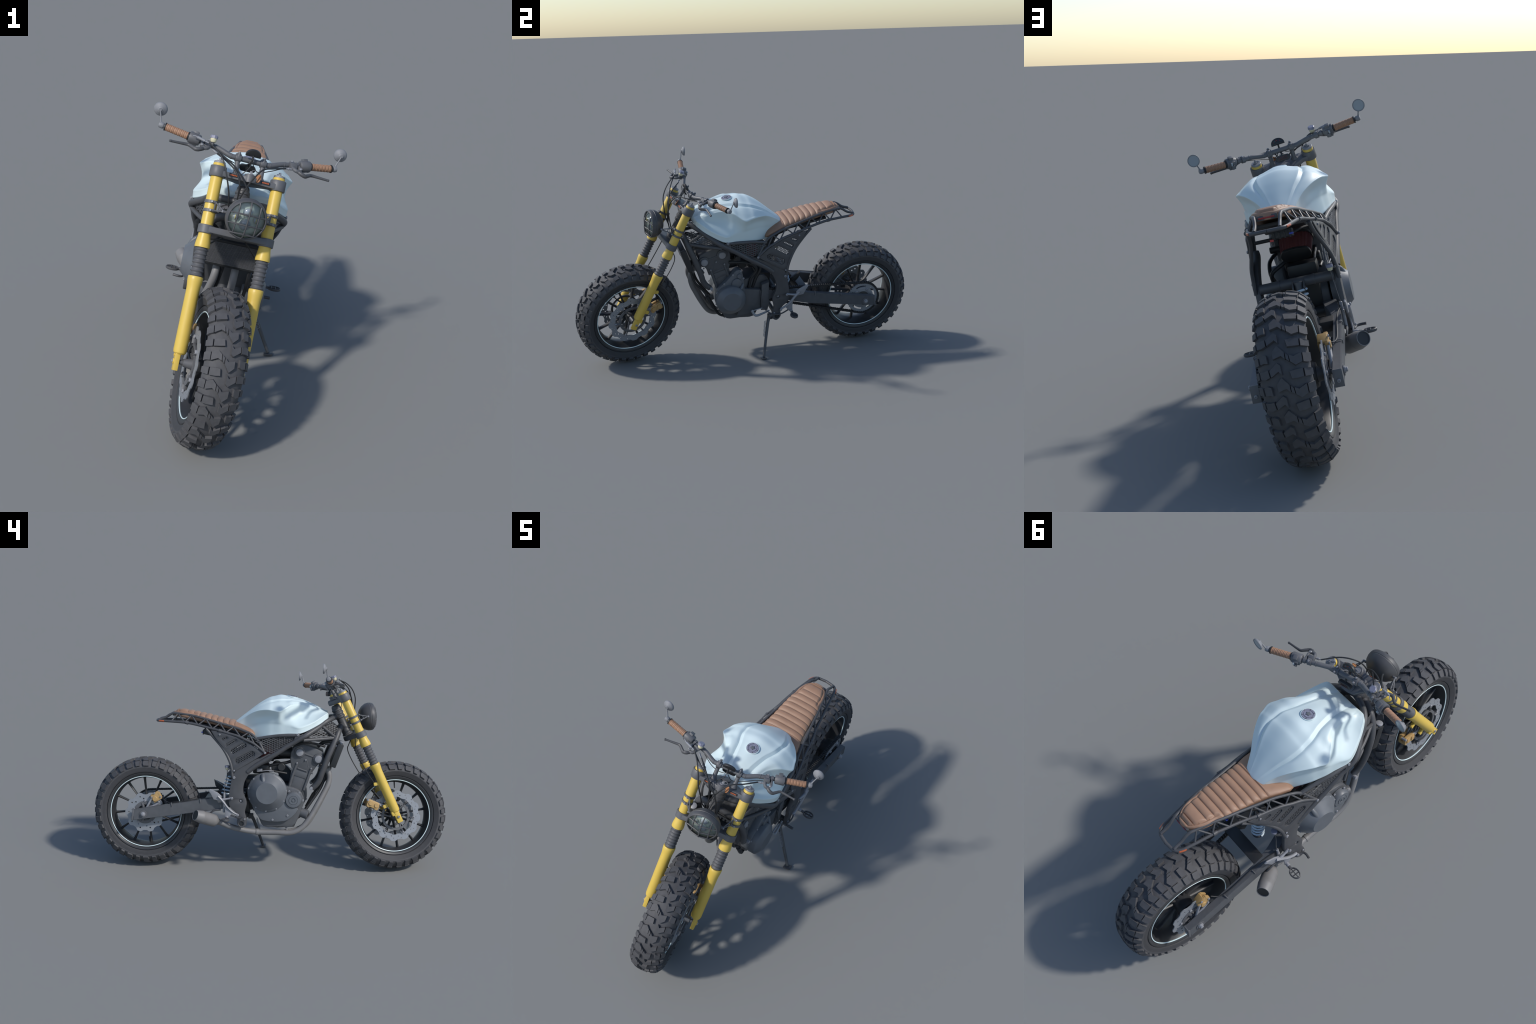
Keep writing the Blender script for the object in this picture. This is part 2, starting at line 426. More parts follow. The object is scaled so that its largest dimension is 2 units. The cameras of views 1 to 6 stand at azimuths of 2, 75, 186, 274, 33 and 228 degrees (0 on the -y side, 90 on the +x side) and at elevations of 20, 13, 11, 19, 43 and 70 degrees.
# rear disc on the right, sprocket on the left
d = B(); wave_disc(d, 0.1075, 0.062, 10, 0.0058, 0.004, -0.105, (0.092, 0.078), 10, 0.0046)
d.obj('brake_disc', 'disc', RW, None, 30)
c = B(); c.lathe([(-0.101, 0.064), (-0.110, 0.064), (-0.110, 0.045), (-0.101, 0.045)], (0, 0, 0), (1, 0, 0), 40, closed=True)
for k in range(5):
    a = 2*PI*k/5; c.tube([(-0.103, 0.02*math.cos(a), 0.02*math.sin(a)), (-0.105, 0.055*math.cos(a), 0.055*math.sin(a))], 0.009, 8, 1)
c.lathe([(-0.115, 0.018), (-0.06, 0.03)], (0, 0, 0), (1, 0, 0), 30)
c.obj('disc_carrier', 'clamp', RW)
for k in range(5):
    a = 2*PI*k/5+0.3; bolt((-0.108, 0.066*math.cos(a), 0.066*math.sin(a)), (-1, 0, 0), 1.3, parent=RW)
sp = B()
teeth = 42; out = []
for k in range(teeth * 4):
    a = 2*PI*k/(teeth*4); out.append(((0.0955 + 0.0035*math.cos(teeth*a))*math.cos(a), (0.0955 + 0.0035*math.cos(teeth*a))*math.sin(a)))
hs = [circle(0, 0, 0.040, 32)]
for k in range(5):
    a = 2*PI*k/5 + 0.5
    arc = [(0.079*math.cos(a+t), 0.079*math.sin(a+t)) for t in np.linspace(-0.42, 0.42, 9)] + [(0.068*math.cos(a+t), 0.068*math.sin(a+t)) for t in np.linspace(0.42, -0.42, 9)]
    hs.append(arc)
sp.plate(out, 0.006, (0.115, 0, 0), holes=hs, bev=0.0006)
sp.obj('sprocket', 'disc', RW, None, 30)
hb = B(); hb.lathe([(0.04, 0.030), (0.060, 0.060), (0.104, 0.066), (0.112, 0.064), (0.116, 0.042), (0.126, 0.022)], (0, 0, 0), (1, 0, 0), 36); hb.obj('sprocket_hub', 'black', RW)
for k in range(5):
    a = 2*PI*k/5 - 0.13; bolt((0.118, 0.058*math.cos(a), 0.058*math.sin(a)), (1, 0, 0), 1.6, parent=RW)

# ================================================================== FORK (steering coordinates)
def steer_obj(b, name, mats, parent=None, angle=35): return b.obj(name, mats, parent, STEERM if parent is None else None, angle)

fork_parts = []
for s_ in (-1, 1):
    leg = B()
    leg.lathe([(-0.014, 0.0), (-0.014, 0.0225), (-0.016, 0.0235), (-0.283, 0.0235), (-0.293, 0.0238), (-0.305, 0.0255), (-0.318, 0.0278), (-0.333, 0.0290), (-0.3385, 0.0285), (-0.3385, 0.020)],
              (s_*FK, -0.043, 0), (0, 0, 1), 36)
    leg.lathe([(-0.449, 0.018), (-0.449, 0.0275), (-0.452, 0.0290), (-0.462, 0.0290), (-0.472, 0.0282), (-0.487, 0.0262), (-0.500, 0.0255), (-0.728, 0.0255), (-0.738, 0.0235), (-0.744, 0.017), (-0.744, 0)],
              (s_*FK, -0.043, 0), (0, 0, 1), 36)
    leg.box((s_*(FK+0.006), -0.043, -0.772), (0.019, 0.031, 0.066), None, 0.003)
    leg.box((s_*(FK+0.004), -0.030, -0.745), (0.024, 0.030, 0.026), None, 0.005)
    leg.cyl((s_*(FK+0.010), -0.043, -0.771), (s_*(FK+0.0195), -0.043, -0.771), 0.0105, 20)
    leg.cyl((s_*(FK+0.012), -0.037, -0.746), (s_*(FK+0.019), -0.037, -0.746), 0.006, 12)
    leg.box((s_*(FK-0.004), -0.008, -0.555), (0.016, 0.030, 0.018), Matrix.Rotation(0.3, 3, 'X'), 0.003)   # brake hose / caliper lug
    leg.box((s_*(FK-0.008), -0.008, -0.690), (0.014, 0.034, 0.020), None, 0.003)
    fl = steer_obj(leg, 'fork_leg', 'yellow')
    # gaiter
    g = B(); pr = [(-0.336, 0.019), (-0.336, 0.0225)]
    n = 7
    for k in range(n):
        t0 = -0.338 - k*0.0161
        pr += [(t0-0.0015, 0.0215), (t0-0.0045, 0.0222), (t0-0.0080, 0.0262), (t0-0.0095, 0.0262), (t0-0.0130, 0.0222), (t0-0.0155, 0.0215)]
    pr += [(-0.4515, 0.0225), (-0.4515, 0.019)]
    g.lathe(pr, (s_*FK, -0.043, 0), (0, 0, 1), 32); g.obj('fork_gaiter', 'boot', fl, None, 50)
    # cap
    c = B(); c.lathe([(-0.018, 0.020), (-0.0125, 0.0222), (-0.008, 0.0222), (-0.006, 0.0205), (-0.0055, 0.0085), (-0.002, 0.0085), (-0.001, 0.005), (0.006, 0.005), (0.0075, 0.0035), (0.0075, 0)],
              (s_*FK, -0.043, 0), (0, 0, 1), 32)
    c.box((s_*FK, -0.043, -0.003), (0.026, 0.007, 0.005), Matrix.Rotation(0.5*s_, 3, 'Z'), 0.001)
    c.obj('fork_cap', 'silver', fl)
    bolt((s_*(FK+0.0195), -0.043, -0.771), (s_, 0, 0), 1.3, parent=fl)
    fork_parts.append(fl)

# triple clamps
def clamp_outline(ring, cx, by):
    half = [(0, -0.086), (0.022, -0.084), (0.034, -0.074), (0.06, -0.071), (FK-0.02, -0.070)]
    for k in range(9):
        t = -PI/2 + PI * k / 8 * 1.05; half.append((FK + ring*math.cos(t), -0.043 + ring*math.sin(t)))
    half += [(0.085, -0.015), (0.050, 0.010), (0.030, by), (0, by+0.004)]
    return half + [(-x, y) for x, y in reversed(half[1:-1])]
tc = B()
tc.plate(clamp_outline(0.029, 0, 0.026), 0.022, (0, 0, -0.052), (1, 0, 0), (0, 1, 0), (0, 0, 1), bev=0.003)
for s_ in (-1, 1):
    tc.lathe([(-0.066, 0.0238), (-0.066, 0.0298), (-0.064, 0.0312), (-0.027, 0.0312), (-0.025, 0.0298), (-0.025, 0.0238)], (s_*FK, -0.043, 0), (0, 0, 1), 36, closed=True)
    tc.lathe([(-0.041, 0.017), (-0.036, 0.014), (-0.028, 0.0098), (0.012, 0.0094)], (s_*0.050, -0.030, 0), (0, 0.10, 1), 20)   # risers
tc.lathe([(-0.063, 0.022), (-0.034, 0.021), (-0.032, 0.019), (-0.032, 0.0)], (0, -0.068, 0), (0, 0, 1), 24)                # ignition barrel
tc.lathe([(-0.045, 0.024), (-0.036, 0.024), (-0.034, 0.02), (-0.034, 0)], (0, 0.004, 0), (0, 0, 1), 24)                    # stem nut
TC = steer_obj(tc, 'upper_fork_clamp', 'clamp')
lc = B()
lo = [(0, -0.074), (0.05, -0.0735), (FK-0.02, -0.073)]
for k in range(9):
    t = -PI/2 + PI * k / 8 * 1.05; lo.append((FK + 0.030*math.cos(t), -0.043 + 0.030*math.sin(t)))
lo += [(0.085, -0.018), (0.045, 0.012), (0.026, 0.028), (0, 0.030)]
lo = lo + [(-x, y) for x, y in reversed(lo[1:-1])]
lc.plate(lo, 0.024, (0, 0, -0.268), (1, 0, 0), (0, 1, 0), (0, 0, 1), bev=0.003)
for s_ in (-1, 1):
    lc.lathe([(-0.284, 0.0238), (-0.284, 0.0290), (-0.282, 0.0305), (-0.254, 0.0305), (-0.252, 0.0290), (-0.252, 0.0238)], (s_*FK, -0.043, 0), (0, 0, 1), 36, closed=True)
steer_obj(lc, 'lower_fork_clamp', 'clamp')
# orange light bars recessed into the front of the upper clamp
for s_ in (-1, 1):
    l = B(); l.box((s_*0.063, -0.0722, -0.050), (0.036, 0.004, 0.011), Matrix.Rotation(0.02*s_, 3, 'Z'), 0.0015, m=0)
    for k in range(5): l.box((s_*0.063 + (k-2)*0.0058, -0.0746, -0.050), (0.0048, 0.002, 0.0052), None, 0.0006, m=1)
    l.obj('clamp_light', ['black', 'orange'], TC)
kt = B(); kt.plate(smooth2([(-0.009, -0.014), (0.004, -0.017), (0.011, -0.006), (0.010, 0.010), (0.002, 0.016), (-0.008, 0.008)]), 0.003, (0.030, -0.081, -0.040), (0.85, -0.5, 0), (0.1, 0.15, 0.98), (0.5, 0.85, -0.1)); kt.obj('key_tag', 'tag', TC)
ky = B(); ky.lathe([(-0.032, 0.012), (-0.029, 0.012), (-0.029, 0.0)], (0, -0.068, 0), (0, 0, 1), 20); ky.box((0.002, -0.068, -0.024), (0.010, 0.003, 0.012), None, 0.0008)
ky.tube([(0.010*math.cos(t)+0.012, -0.070, -0.020+0.007*math.sin(t)) for t in np.linspace(0, 2*PI, 10)[:-1]], 0.0009, 6, 3, closed=True)
ky.obj('ignition_key', 'steel', TC)

# handlebar
HB = [(0, -0.0235, 0.028), (0.060, -0.0235, 0.028), (0.076, -0.0225, 0.0282), (0.090, -0.0195, 0.0325), (0.124, -0.009, 0.0465), (0.140, -0.0045, 0.0505), (0.25, 0.021, 0.0695), (0.352, 0.0435, 0.091)]
def hbp(t):   # point on the straight outer part at lateral distance t
    return V((t, -0.0045 + (t-0.140)*0.2265, 0.0505 + (t-0.140)*0.191))
HD = V((1, 0.2265, 0.191)).normalized()
hb = B()
P = [(-p[0], p[1], p[2]) for p in reversed(HB[1:])] + HB
rad = [0.0090]*2 + [0.0102]*2 + [0.0107]*7 + [0.0102]*2 + [0.0090]*2
hb.tube(P, rad, 20, 5)
for s_ in (-1, 1):
    for t in (0.078, 0.138): 
        c0 = V((s_*t, -0.0222 if t < 0.1 else -0.0048, 0.0284 if t < 0.1 else 0.0502)); hb.cyl(c0 - V((0.0015, 0, 0)), c0 + V((0.0015, 0, 0)), 0.0118, 20)
BAR = steer_obj(hb, 'handlebar', 'clamp')
for s_ in (-1, 1):
    c = B()
    c.lathe([(-0.011, 0.010), (-0.011, 0.0155), (-0.009, 0.0165), (0.009, 0.0165), (0.011, 0.0155), (0.011, 0.010)], (s_*0.050, -0.0235, 0.028), (1, 0, 0), 24, closed=True)
    for db in (-0.011, 0.011): c.cyl((s_*0.050, -0.0235+db, 0.030), (s_*0.050, -0.0235+db, 0.048), 0.0058, 12)
    c.obj('bar_clamp', 'clamp', BAR)
    for db in (-0.011, 0.011): bolt((s_*0.050, -0.0235+db, 0.048), (0, 0, 1), 0.8, parent=BAR)

def side_axes(s_):
    w = V((s_*HD.x, HD.y, HD.z)).normalized()
    return w
for s_ in (-1, 1):
    q = lambda t, b=0, c=0: V((s_*hbp(t).x, hbp(t).y + b, hbp(t).z + c))
    w = side_axes(s_)
    # grip: wrapped leather
    g = B(); pr = [(0, 0.0105)]
    Lg = 0.091; nt = 13
    for k in range(nt):
        t0 = Lg*k/nt; pr += [(t0+0.0003, 0.0134), (t0+0.0014, 0.0146), (t0+Lg/nt*0.78, 0.0143), (t0+Lg/nt-0.0003, 0.0136)]
    pr += [(Lg, 0.0105)]
    org = q(0.249)
    ux, vx, wx = basis(w)
    g.lathe(pr, org, w, 28, mod=lambda t, r, a: r + 0.0004*math.sin(a + t*430))
    gr = g.obj('grip', 'wrap', BAR, None, 30)
    f = B(); f.lathe([(-0.004, 0.010), (-0.004, 0.0172), (0.0, 0.0172), (0.0005, 0.010)], org, w, 28); f.lathe([(Lg, 0.010), (Lg, 0.0160), (Lg+0.004, 0.0160), (Lg+0.005, 0.010)], org, w, 28)
    f.obj('grip_flange', 'black', gr)
    # bar end and mirror
    e = B(); be = q(0.346)
    e.lathe([(-0.001, 0.0105), (0.001, 0.0118), (0.011, 0.0122), (0.017, 0.0105), (0.019, 0.005), (0.019, 0)], be, w, 24)
    st0 = q(0.357); mp = V((s_*0.371, 0.0345, 0.147))
    e.tube([st0 + V((0, 0, 0.006)), st0 + V((s_*0.002, -0.001, 0.018)), mp.lerp(st0, 0.15), mp], [0.0045, 0.0032, 0.0024, 0.0032], 10, 3)
    e.lathe([(-0.003, 0.0), (-0.003, 0.006), (0.003, 0.006)], mp, V((0, 0.95, 0.42)), 16)
    ME = e.obj('mirror_stem', 'mirrorgrey', BAR)
    ma = (BODY.to_3x3() @ STEERM.to_3x3()).inverted() @ V((s_*-0.03, 1.0, 0.0))   # faces the rear
    mc = V((s_*0.369, 0.047, 0.1515))
    sh = B(); ma.normalize()
    sh.lathe([(-0.0145, 0), (-0.0145, 0.005), (-0.012, 0.0085), (-0.011, 0.012), (-0.009, 0.0135), (-0.006, 0.022), (-0.001, 0.0262), (0.003, 0.0268), (0.0048, 0.0262), (0.0046, 0.0236), (0.002, 0.0234), (0.002, 0)], mc, ma, 40)
    MS = sh.obj('mirror_shell', 'mirrorgrey', ME)
    mg = B(); mg.lathe([(0.0022, 0.0232), (0.0034, 0.0232), (0.0036, 0.0)], mc, ma, 40); mg.obj('mirror_glass', 'mirror', ME)
    # switch housing
    h = B()
    R = Matrix((basis(w)[0], basis(w)[1], w)).transposed()
    h.lathe([(-0.050, 0.010), (-0.050, 0.0185), (-0.046, 0.0215), (-0.010, 0.0232), (-0.006, 0.0220), (-0.005, 0.010)], q(0.249), w, 28)
    h.box(q(0.222, 0.010, -0.004), (0.030, 0.036, 0.030), R, 0.004)
    h.box(q(0.221, 0.002, 0.012), (0.024, 0.036, 0.020), R, 0.004)
    h.box(q(0.219, 0.028, -0.008), (0.014, 0.018, 0.012), R, 0.002)
    SW = h.obj('switch_housing', 'clamp', BAR)
    k = B(); k.box(q(0.221, 0.027, 0.006), (0.012, 0.014, 0.006), R, 0.0015); k.obj('switch_button', 'mirror', SW)
    if s_ < 0:
        k = B(); k.box(q(0.221, 0.002, 0.0245), (0.012, 0.010, 0.007), R, 0.001); k.obj('kill_switch', 'red', SW)
    else:
        k = B(); k.box(q(0.222, 0.0, 0.0235), (0.016, 0.010, 0.006), R, 0.001); k.obj('switch_button', 'black', SW)
    # lever perch / master cylinder
    p = B()
    p.lathe([(-0.008, 0.009), (-0.008, 0.0150), (0.008, 0.0150), (0.008, 0.009)], q(0.168), w, 24, closed=True)
    p.lathe([(-0.005, 0.009), (-0.005, 0.0130), (0.005, 0.0130), (0.005, 0.009)], q(0.190), w, 24, closed=True)
    p.box(q(0.172, -0.018, -0.006), (0.022, 0.022, 0.028), R, 0.004)
    p.plate(slot((0, 0), (0.018, -0.014), 0.0085), 0.008, q(0.190, -0.012, -0.003), (s_*0.45, -0.89, 0), (0, 0.2, 1), (s_*0.89, 0.45, -0.1))
    p.tube([q(0.165, -0.014, -0.006), V((s_*0.178, -0.038, 0.032)), V((s_*0.200, -0.036, 0.030))], 0.0075, 10, 4)
    PE = p.obj('lever_perch', 'clamp', BAR)
    bolt(V((s_*0.198, -0.036, 0.041)), (0, -0.6, 0.8), 1.2, parent=BAR); bolt(q(0.168, 0.0, 0.0145), (0, 0, 1), 0.9, parent=BAR)
    # lever blade
    l = B(); lp = [(0.186, -0.036, 0.031), (0.203, -0.044, 0.022), (0.218, -0.043, 0.018), (0.231, -0.034, 0.024), (0.247, -0.022, 0.031), (0.270, -0.022, 0.0305), (0.295, -0.024, 0.029), (0.316, -0.0255, 0.028)]
    l.tube([(s_*a, b, c) for a, b, c in lp], [0.0065, 0.0078, 0.0076, 0.0068, 0.0060, 0.0052, 0.0046, 0.0044], 10, 4, flat=1.1)
    l.lathe([(-0.0045, 0), (-0.0045, 0.004), (0, 0.0056), (0.0045, 0.004), (0.0045, 0)], (s_*0.317, -0.0255, 0.028), (0, 0, 1), 14)
    l.obj('brake_lever' if s_ < 0 else 'clutch_lever', 'frame', BAR)
    if s_ < 0:
        r = B(); r.lathe([(0, 0.005), (0.010, 0.006), (0.012, 0.0095)], (-0.158, -0.024, 0.050), (0, -0.05, 1), 20); r.obj('reservoir_mount', 'clamp', BAR)
        r = B(); r.lathe([(0.012, 0.0085), (0.016, 0.0120), (0.027, 0.0132), (0.028, 0.0)], (-0.157, -0.0245, 0.050), (0, -0.05, 1), 24); RB = r.obj('fluid_reservoir', 'fluid', BAR)
        r = B(); r.lathe([(0.027, 0.0), (0.027, 0.0145), (0.037, 0.0145), (0.039, 0.012), (0.039, 0)], (-0.157, -0.0245, 0.050), (0, -0.05, 1), 40, mod=lambda t, r_, a: r_*(1+0.05*math.cos(8*a))); r.obj('reservoir_cap', 'lilac', BAR)
        t = B(); t.tube([(-0.236, -0.024, 0.069), (-0.226, -0.036, 0.067), (-0.220, -0.038, 0.064)], 0.002, 8, 3)
        t.lathe([(0, 0.003), (0.003, 0.0052), (0.032, 0.0052), (0.034, 0.003), (0.052, 0.0026)], (-0.222, -0.037, 0.065), (0.93, -0.22, -0.28), 14); t.obj('throttle_adjuster', 'silver', BAR)
        t = B(); t.tube([(-0.152, -0.020, 0.036), (-0.144, -0.028, 0.030), (-0.135, -0.030, 0.024)], 0.0038, 10, 4); t.obj('hose_fitting', 'silver', BAR)
    else:
        t = B(); t.lathe([(0, 0.0045), (0.012, 0.0045), (0.013, 0.0055), (0.018, 0.0055), (0.019, 0.003), (0.026, 0.003)], (0.166, -0.024, 0.036), (-1, -0.25, -0.15), 14); t.obj('cable_adjuster', 'silver', BAR)

# gauges
ga = B()
half_disc = [(-0.030, -0.006)] + [(0.030*math.cos(t), 0.024*math.sin(t)) for t in np.linspace(PI, 0, 17)] + [(0.030, -0.006)]
gn = V((0, 0.75, 0.66)); gw = V((0, -0.66, 0.75))
ga.plate(half_disc, 0.012, (0, -0.053, 0.047), (1, 0, 0), gw, gn, bev=0.002)
ga.tube([(0, -0.055, 0.044), (0, -0.045, 0.020), (0, -0.030, 0.010)], 0.004, 8, 3)
GA = ga.obj('warning_light_gauge', 'black', BAR)
for i in range(7):
    t = PI*(0.82-0.107*i)
    for rr in (0.017,):
        d_ = B(); d_.box(V((0, -0.053, 0.047)) + V((rr*1.2*math.cos(t), 0, 0)) + gw*(rr*0.75*math.sin(t)) + gn*0.0062, (0.003, 0.003, 0.001), None, 0.0003)
        d_.obj('indicator_light', ['cyan', 'red', 'blue', 'red', 'red', 'cyan', 'red'][i], GA)
g2 = B(); g2.plate(slot((-0.020, 0), (0.020, 0), 0.013), 0.016, (0, 0.008, 0.004), (1, 0, 0), (0, -0.45, 0.89), (0, 0.89, 0.45), bev=0.002)
g2.tube([(0, 0.004, 0.006), (0, -0.012, 0.020), (0, -0.022, 0.026)], 0.004, 8, 3)
G2 = g2.obj('digital_gauge', 'black', BAR)
for j in range(2):
    dd = B()
    for i in range(6): dd.box((-0.016+i*0.0065, 0.008+0.0082*0.89-0.45*(0.0045-j*0.009), 0.004+0.0082*0.45+0.89*(0.0045-j*0.009)), (0.0045, 0.001, 0.0055), Matrix.Rotation(-0.47, 3, 'X'), 0.0003)
    dd.obj('gauge_digits', 'filter', G2)

# headlight
HN = V((0, -0.924, -0.383)); HC = V((0, -0.149, -0.208))
hl = B()
hl.lathe([(-0.060, 0), (-0.059, 0.018), (-0.052, 0.040), (-0.038, 0.060), (-0.020, 0.0735), (-0.003, 0.0782), (-0.0015, 0.0770), (0.0015, 0.0770), (0.003, 0.0782), (0.012, 0.0778), (0.019, 0.0762), (0.022, 0.0740), (0.0215, 0.0718), (0.018, 0.0710), (0.010, 0.0705), (0.000, 0.045), (-0.002, 0)], HC, HN, 64)
HL = steer_obj(hl, 'headlight', 'frame', None, 30)
rf = B(); rf.lathe([(0.015, 0.0704), (0.009, 0.058), (0.004, 0.040), (0.003, 0.0)], HC, HN, 48, cap=False); rf.obj('reflector', 'reflector', HL)
hu, hv, hw_ = basis(HN)
for (du, dv, r, z) in ((0, 0.026, 0.020, 0.008), (0, -0.021, 0.025, 0.008), (0.040, 0.004, 0.015, 0.009), (-0.040, 0.004, 0.015, 0.009)):
    o_ = HC + hu*du + hv*dv
    ln = B(); ln.lathe([(z-0.012, r), (z, r), (z+0.002, r*0.92), (z+0.002, r*0.85)], o_, HN, 32, cap=False); ln.obj('lamp_bezel', 'reflector', HL)
    ln = B(); ln.lathe([(z, r*0.86), (z+r*0.25, r*0.72), (z+r*0.42, r*0.40), (z+r*0.47, 0)], o_, HN, 32); ln.obj('projector_lens', 'lens', HL)
    if abs(du) > 0.01:
        for e_ in (-0.004, 0.004):
            y = B(); y.tube([o_ + hu*e_ + hv*t_ + HN*(z+r*0.47-abs(t_)*0.25+0.0015) for t_ in (-0.009, 0, 0.009)], 0.0012, 6, 3); y.obj('light_strip', 'led', HL)
gl = B(); gl.lathe([(0.016, 0.0708), (0.023, 0.062), (0.031, 0.044), (0.036, 0.024), (0.0375, 0.0)] + [(0.0355, 0.0), (0.034, 0.024), (0.029, 0.043), (0.0215, 0.061), (0.0145, 0.0700)], HC, HN, 48, cap=False); gl.obj('lamp_glass', 'glass', HL)
# stone guard: bars over the dome
gd = B()
def dome(u_, v_):
    t_ = 0.020 + 0.025*(1-abs(u_)/0.0715)*(1-0.55*(v_/0.0715)**2) if math.hypot(u_, v_) < 0.069 else 0.020
    return HC + hu*u_ + hv*v_ + HN*t_
gd.tube([HC + hu*0.0715*math.cos(t) + hv*0.0715*math.sin(t) + HN*0.0205 for t in np.linspace(0, 2*PI, 33)[:-1]], 0.0030, 8, 2, closed=True)
for off in (-0.040, 0.0, 0.040):
    hspan = math.sqrt(0.0715**2 - off**2)
    gd.tube([dome(off, t*hspan) for t in np.linspace(-1, 1, 9)], 0.0031, 8, 2)
for off in (-0.050, -0.014, 0.026):
    hspan = math.sqrt(0.0715**2 - off**2)
    gd.tube([dome(t*hspan, off - 0.006*abs(t)) for t in (-1, -0.55, 0, 0.55, 1)], 0.0031, 8, 1)
gd.obj('headlight_guard', 'frame', HL)
# brackets to the fork
for s_ in (-1, 1):
    bk = B()
    for c_ in (-0.164, -0.197):
        bk.lathe([(-0.0055, 0.0238), (-0.0055, 0.0268), (0.0055, 0.0268), (0.0055, 0.0238)], (s_*FK, -0.043, c_), (0, 0, 1), 32, closed=True)
        bk.box((s_*FK, -0.013, c_), (0.012, 0.014, 0.009), None, 0.002)
        bk.box((s_*(FK-0.004), -0.072, c_), (0.012, 0.012, 0.009), None, 0.002)
    A1, A2, A3 = V((s_*(FK-0.010), -0.074, -0.164)), V((s_*(FK-0.010), -0.074, -0.197)), V((s_*0.082, -0.128, -0.199))
    bk.tube([A1, A3], 0.003, 6, 1); bk.tube([A2, A3], 0.003, 6, 1); bk.tube([A1.lerp(A3, 0.45), A2.lerp(A3, 0.4)], 0.0022, 6, 1); bk.tube([A1, A2], 0.003, 6, 1)
    bk.cyl(A3 - V((s_*0.010, 0, 0)), A3 + V((s_*0.004, 0, 0)), 0.0055, 12)
    steer_obj(bk, 'headlight_bracket', 'clamp')
    for c_ in (-0.164, -0.197): bolt((s_*(FK+0.004), -0.076, c_), (s_*0.4, -1, 0), 0.9, base=STEERM); bolt((s_*(FK+0.006), -0.012, c_), (s_, 0.3, 0), 0.9, base=STEERM)
    bolt(A3 + V((s_*0.004, 0, 0)), (s_, 0, 0), 1.0, base=STEERM)

# front calipers
for s_ in (-1, 1):
    c = B()
    cc = V((s_*0.079, 0.050, -0.655)); R = Matrix.Rotation(-0.75, 3, 'X')
    c.box(cc + R @ V((s_*0.013, 0, 0)), (0.016, 0.040, 0.072), R, 0.005)
    c.box(cc + R @ V((-s_*0.016, 0, 0)), (0.014, 0.040, 0.068), R, 0.005)
    c.box(cc + R @ V((0, 0.017, 0.024)), (0.040, 0.014, 0.018), R, 0.003); c.box(cc + R @ V((0, 0.017, -0.024)), (0.040, 0.014, 0.018), R, 0.003)
    for dz in (-0.017, 0.017): c.cyl(cc + R @ V((s_*0.020, 0.0, dz)), cc + R @ V((s_*0.026, 0.0, dz)), 0.012, 20)
    steer_obj(c, 'brake_caliper', 'gold')
    k = B()
    for dz in (-0.038, 0.038):
        pt = cc + R @ V((s_*0.010, -0.012, dz)); k.cyl(pt - V((s_*0.012, 0, 0)), pt + V((s_*0.014, 0, 0)), 0.006, 12)
    k.tube([cc + R @ V((s_*0.010, -0.010, -0.036)), (s_*0.095, -0.010, -0.702), (s_*0.108, -0.030, -0.695)], 0.005, 8, 4)
    k.tube([cc + R @ V((s_*0.010, -0.010, 0.036)), (s_*0.100, -0.012, -0.690)], 0.004, 8, 1)
    steer_obj(k, 'caliper_bracket', 'silver')
    # brake hose from the lower clamp
    h = B(); h.tube([(s_*0.045, -0.02, -0.280), (s_*0.078, 0.000, -0.308), (s_*0.105, 0.016, -0.335), (s_*0.114, 0.018, -0.40), (s_*0.112, 0.008, -0.50), (s_*0.112, 0.000, -0.555), (s_*0.100, 0.022, -0.60), (s_*0.085, 0.045, -0.625)], 0.0027, 8, 6)
    steer_obj(h, 'brake_hose', 'black')

# cables running from the controls
for pts in ([(-0.172, -0.050, 0.050), (-0.140, -0.080, 0.022), (-0.112, -0.102, -0.020), (-0.092, -0.104, -0.070), (-0.070, -0.085, -0.120), (-0.055, -0.060, -0.165), (-0.03, -0.03, -0.20)],
            [(-0.176, -0.049, 0.052), (-0.120, -0.078, 0.012), (-0.070, -0.095, -0.020), (-0.030, -0.098, -0.060), (0.004, -0.092, -0.110), (0.015, -0.060, -0.165), (0.02, -0.02, -0.22)],
            [(-0.135, -0.030, 0.024), (-0.100, -0.060, 0.000), (-0.062, -0.088, -0.035), (-0.040, -0.094, -0.073), (-0.030, -0.070, -0.125), (-0.028, -0.045, -0.18)],
            [(0.140, -0.030, 0.032), (0.085, -0.075, 0.012), (0.040, -0.095, -0.006), (0.008, -0.102, -0.049), (-0.016, -0.085, -0.105), (-0.026, -0.06, -0.16), (-0.02, -0.02, -0.22)],
            [(-0.13, -0.012, 0.038), (-0.08, -0.028, 0.010), (-0.04, -0.035, 0.002), (-0.01, -0.045, 0.012), (0.0, -0.05, 0.03)],
            [(0.19, -0.005, 0.046), (0.13, -0.015, 0.030), (0.085, -0.030, 0.008), (0.03, -0.04, -0.01), (0.0, -0.052, 0.02)],
            [(0.0, -0.045, 0.03), (-0.006, -0.055, -0.005), (-0.030, -0.050, -0.04), (-0.02, -0.02, -0.10)]):
    c = B(); c.tube(pts, 0.0032 if len(pts) > 5 else 0.0018, 8, 8); steer_obj(c, 'control_cable', 'black')

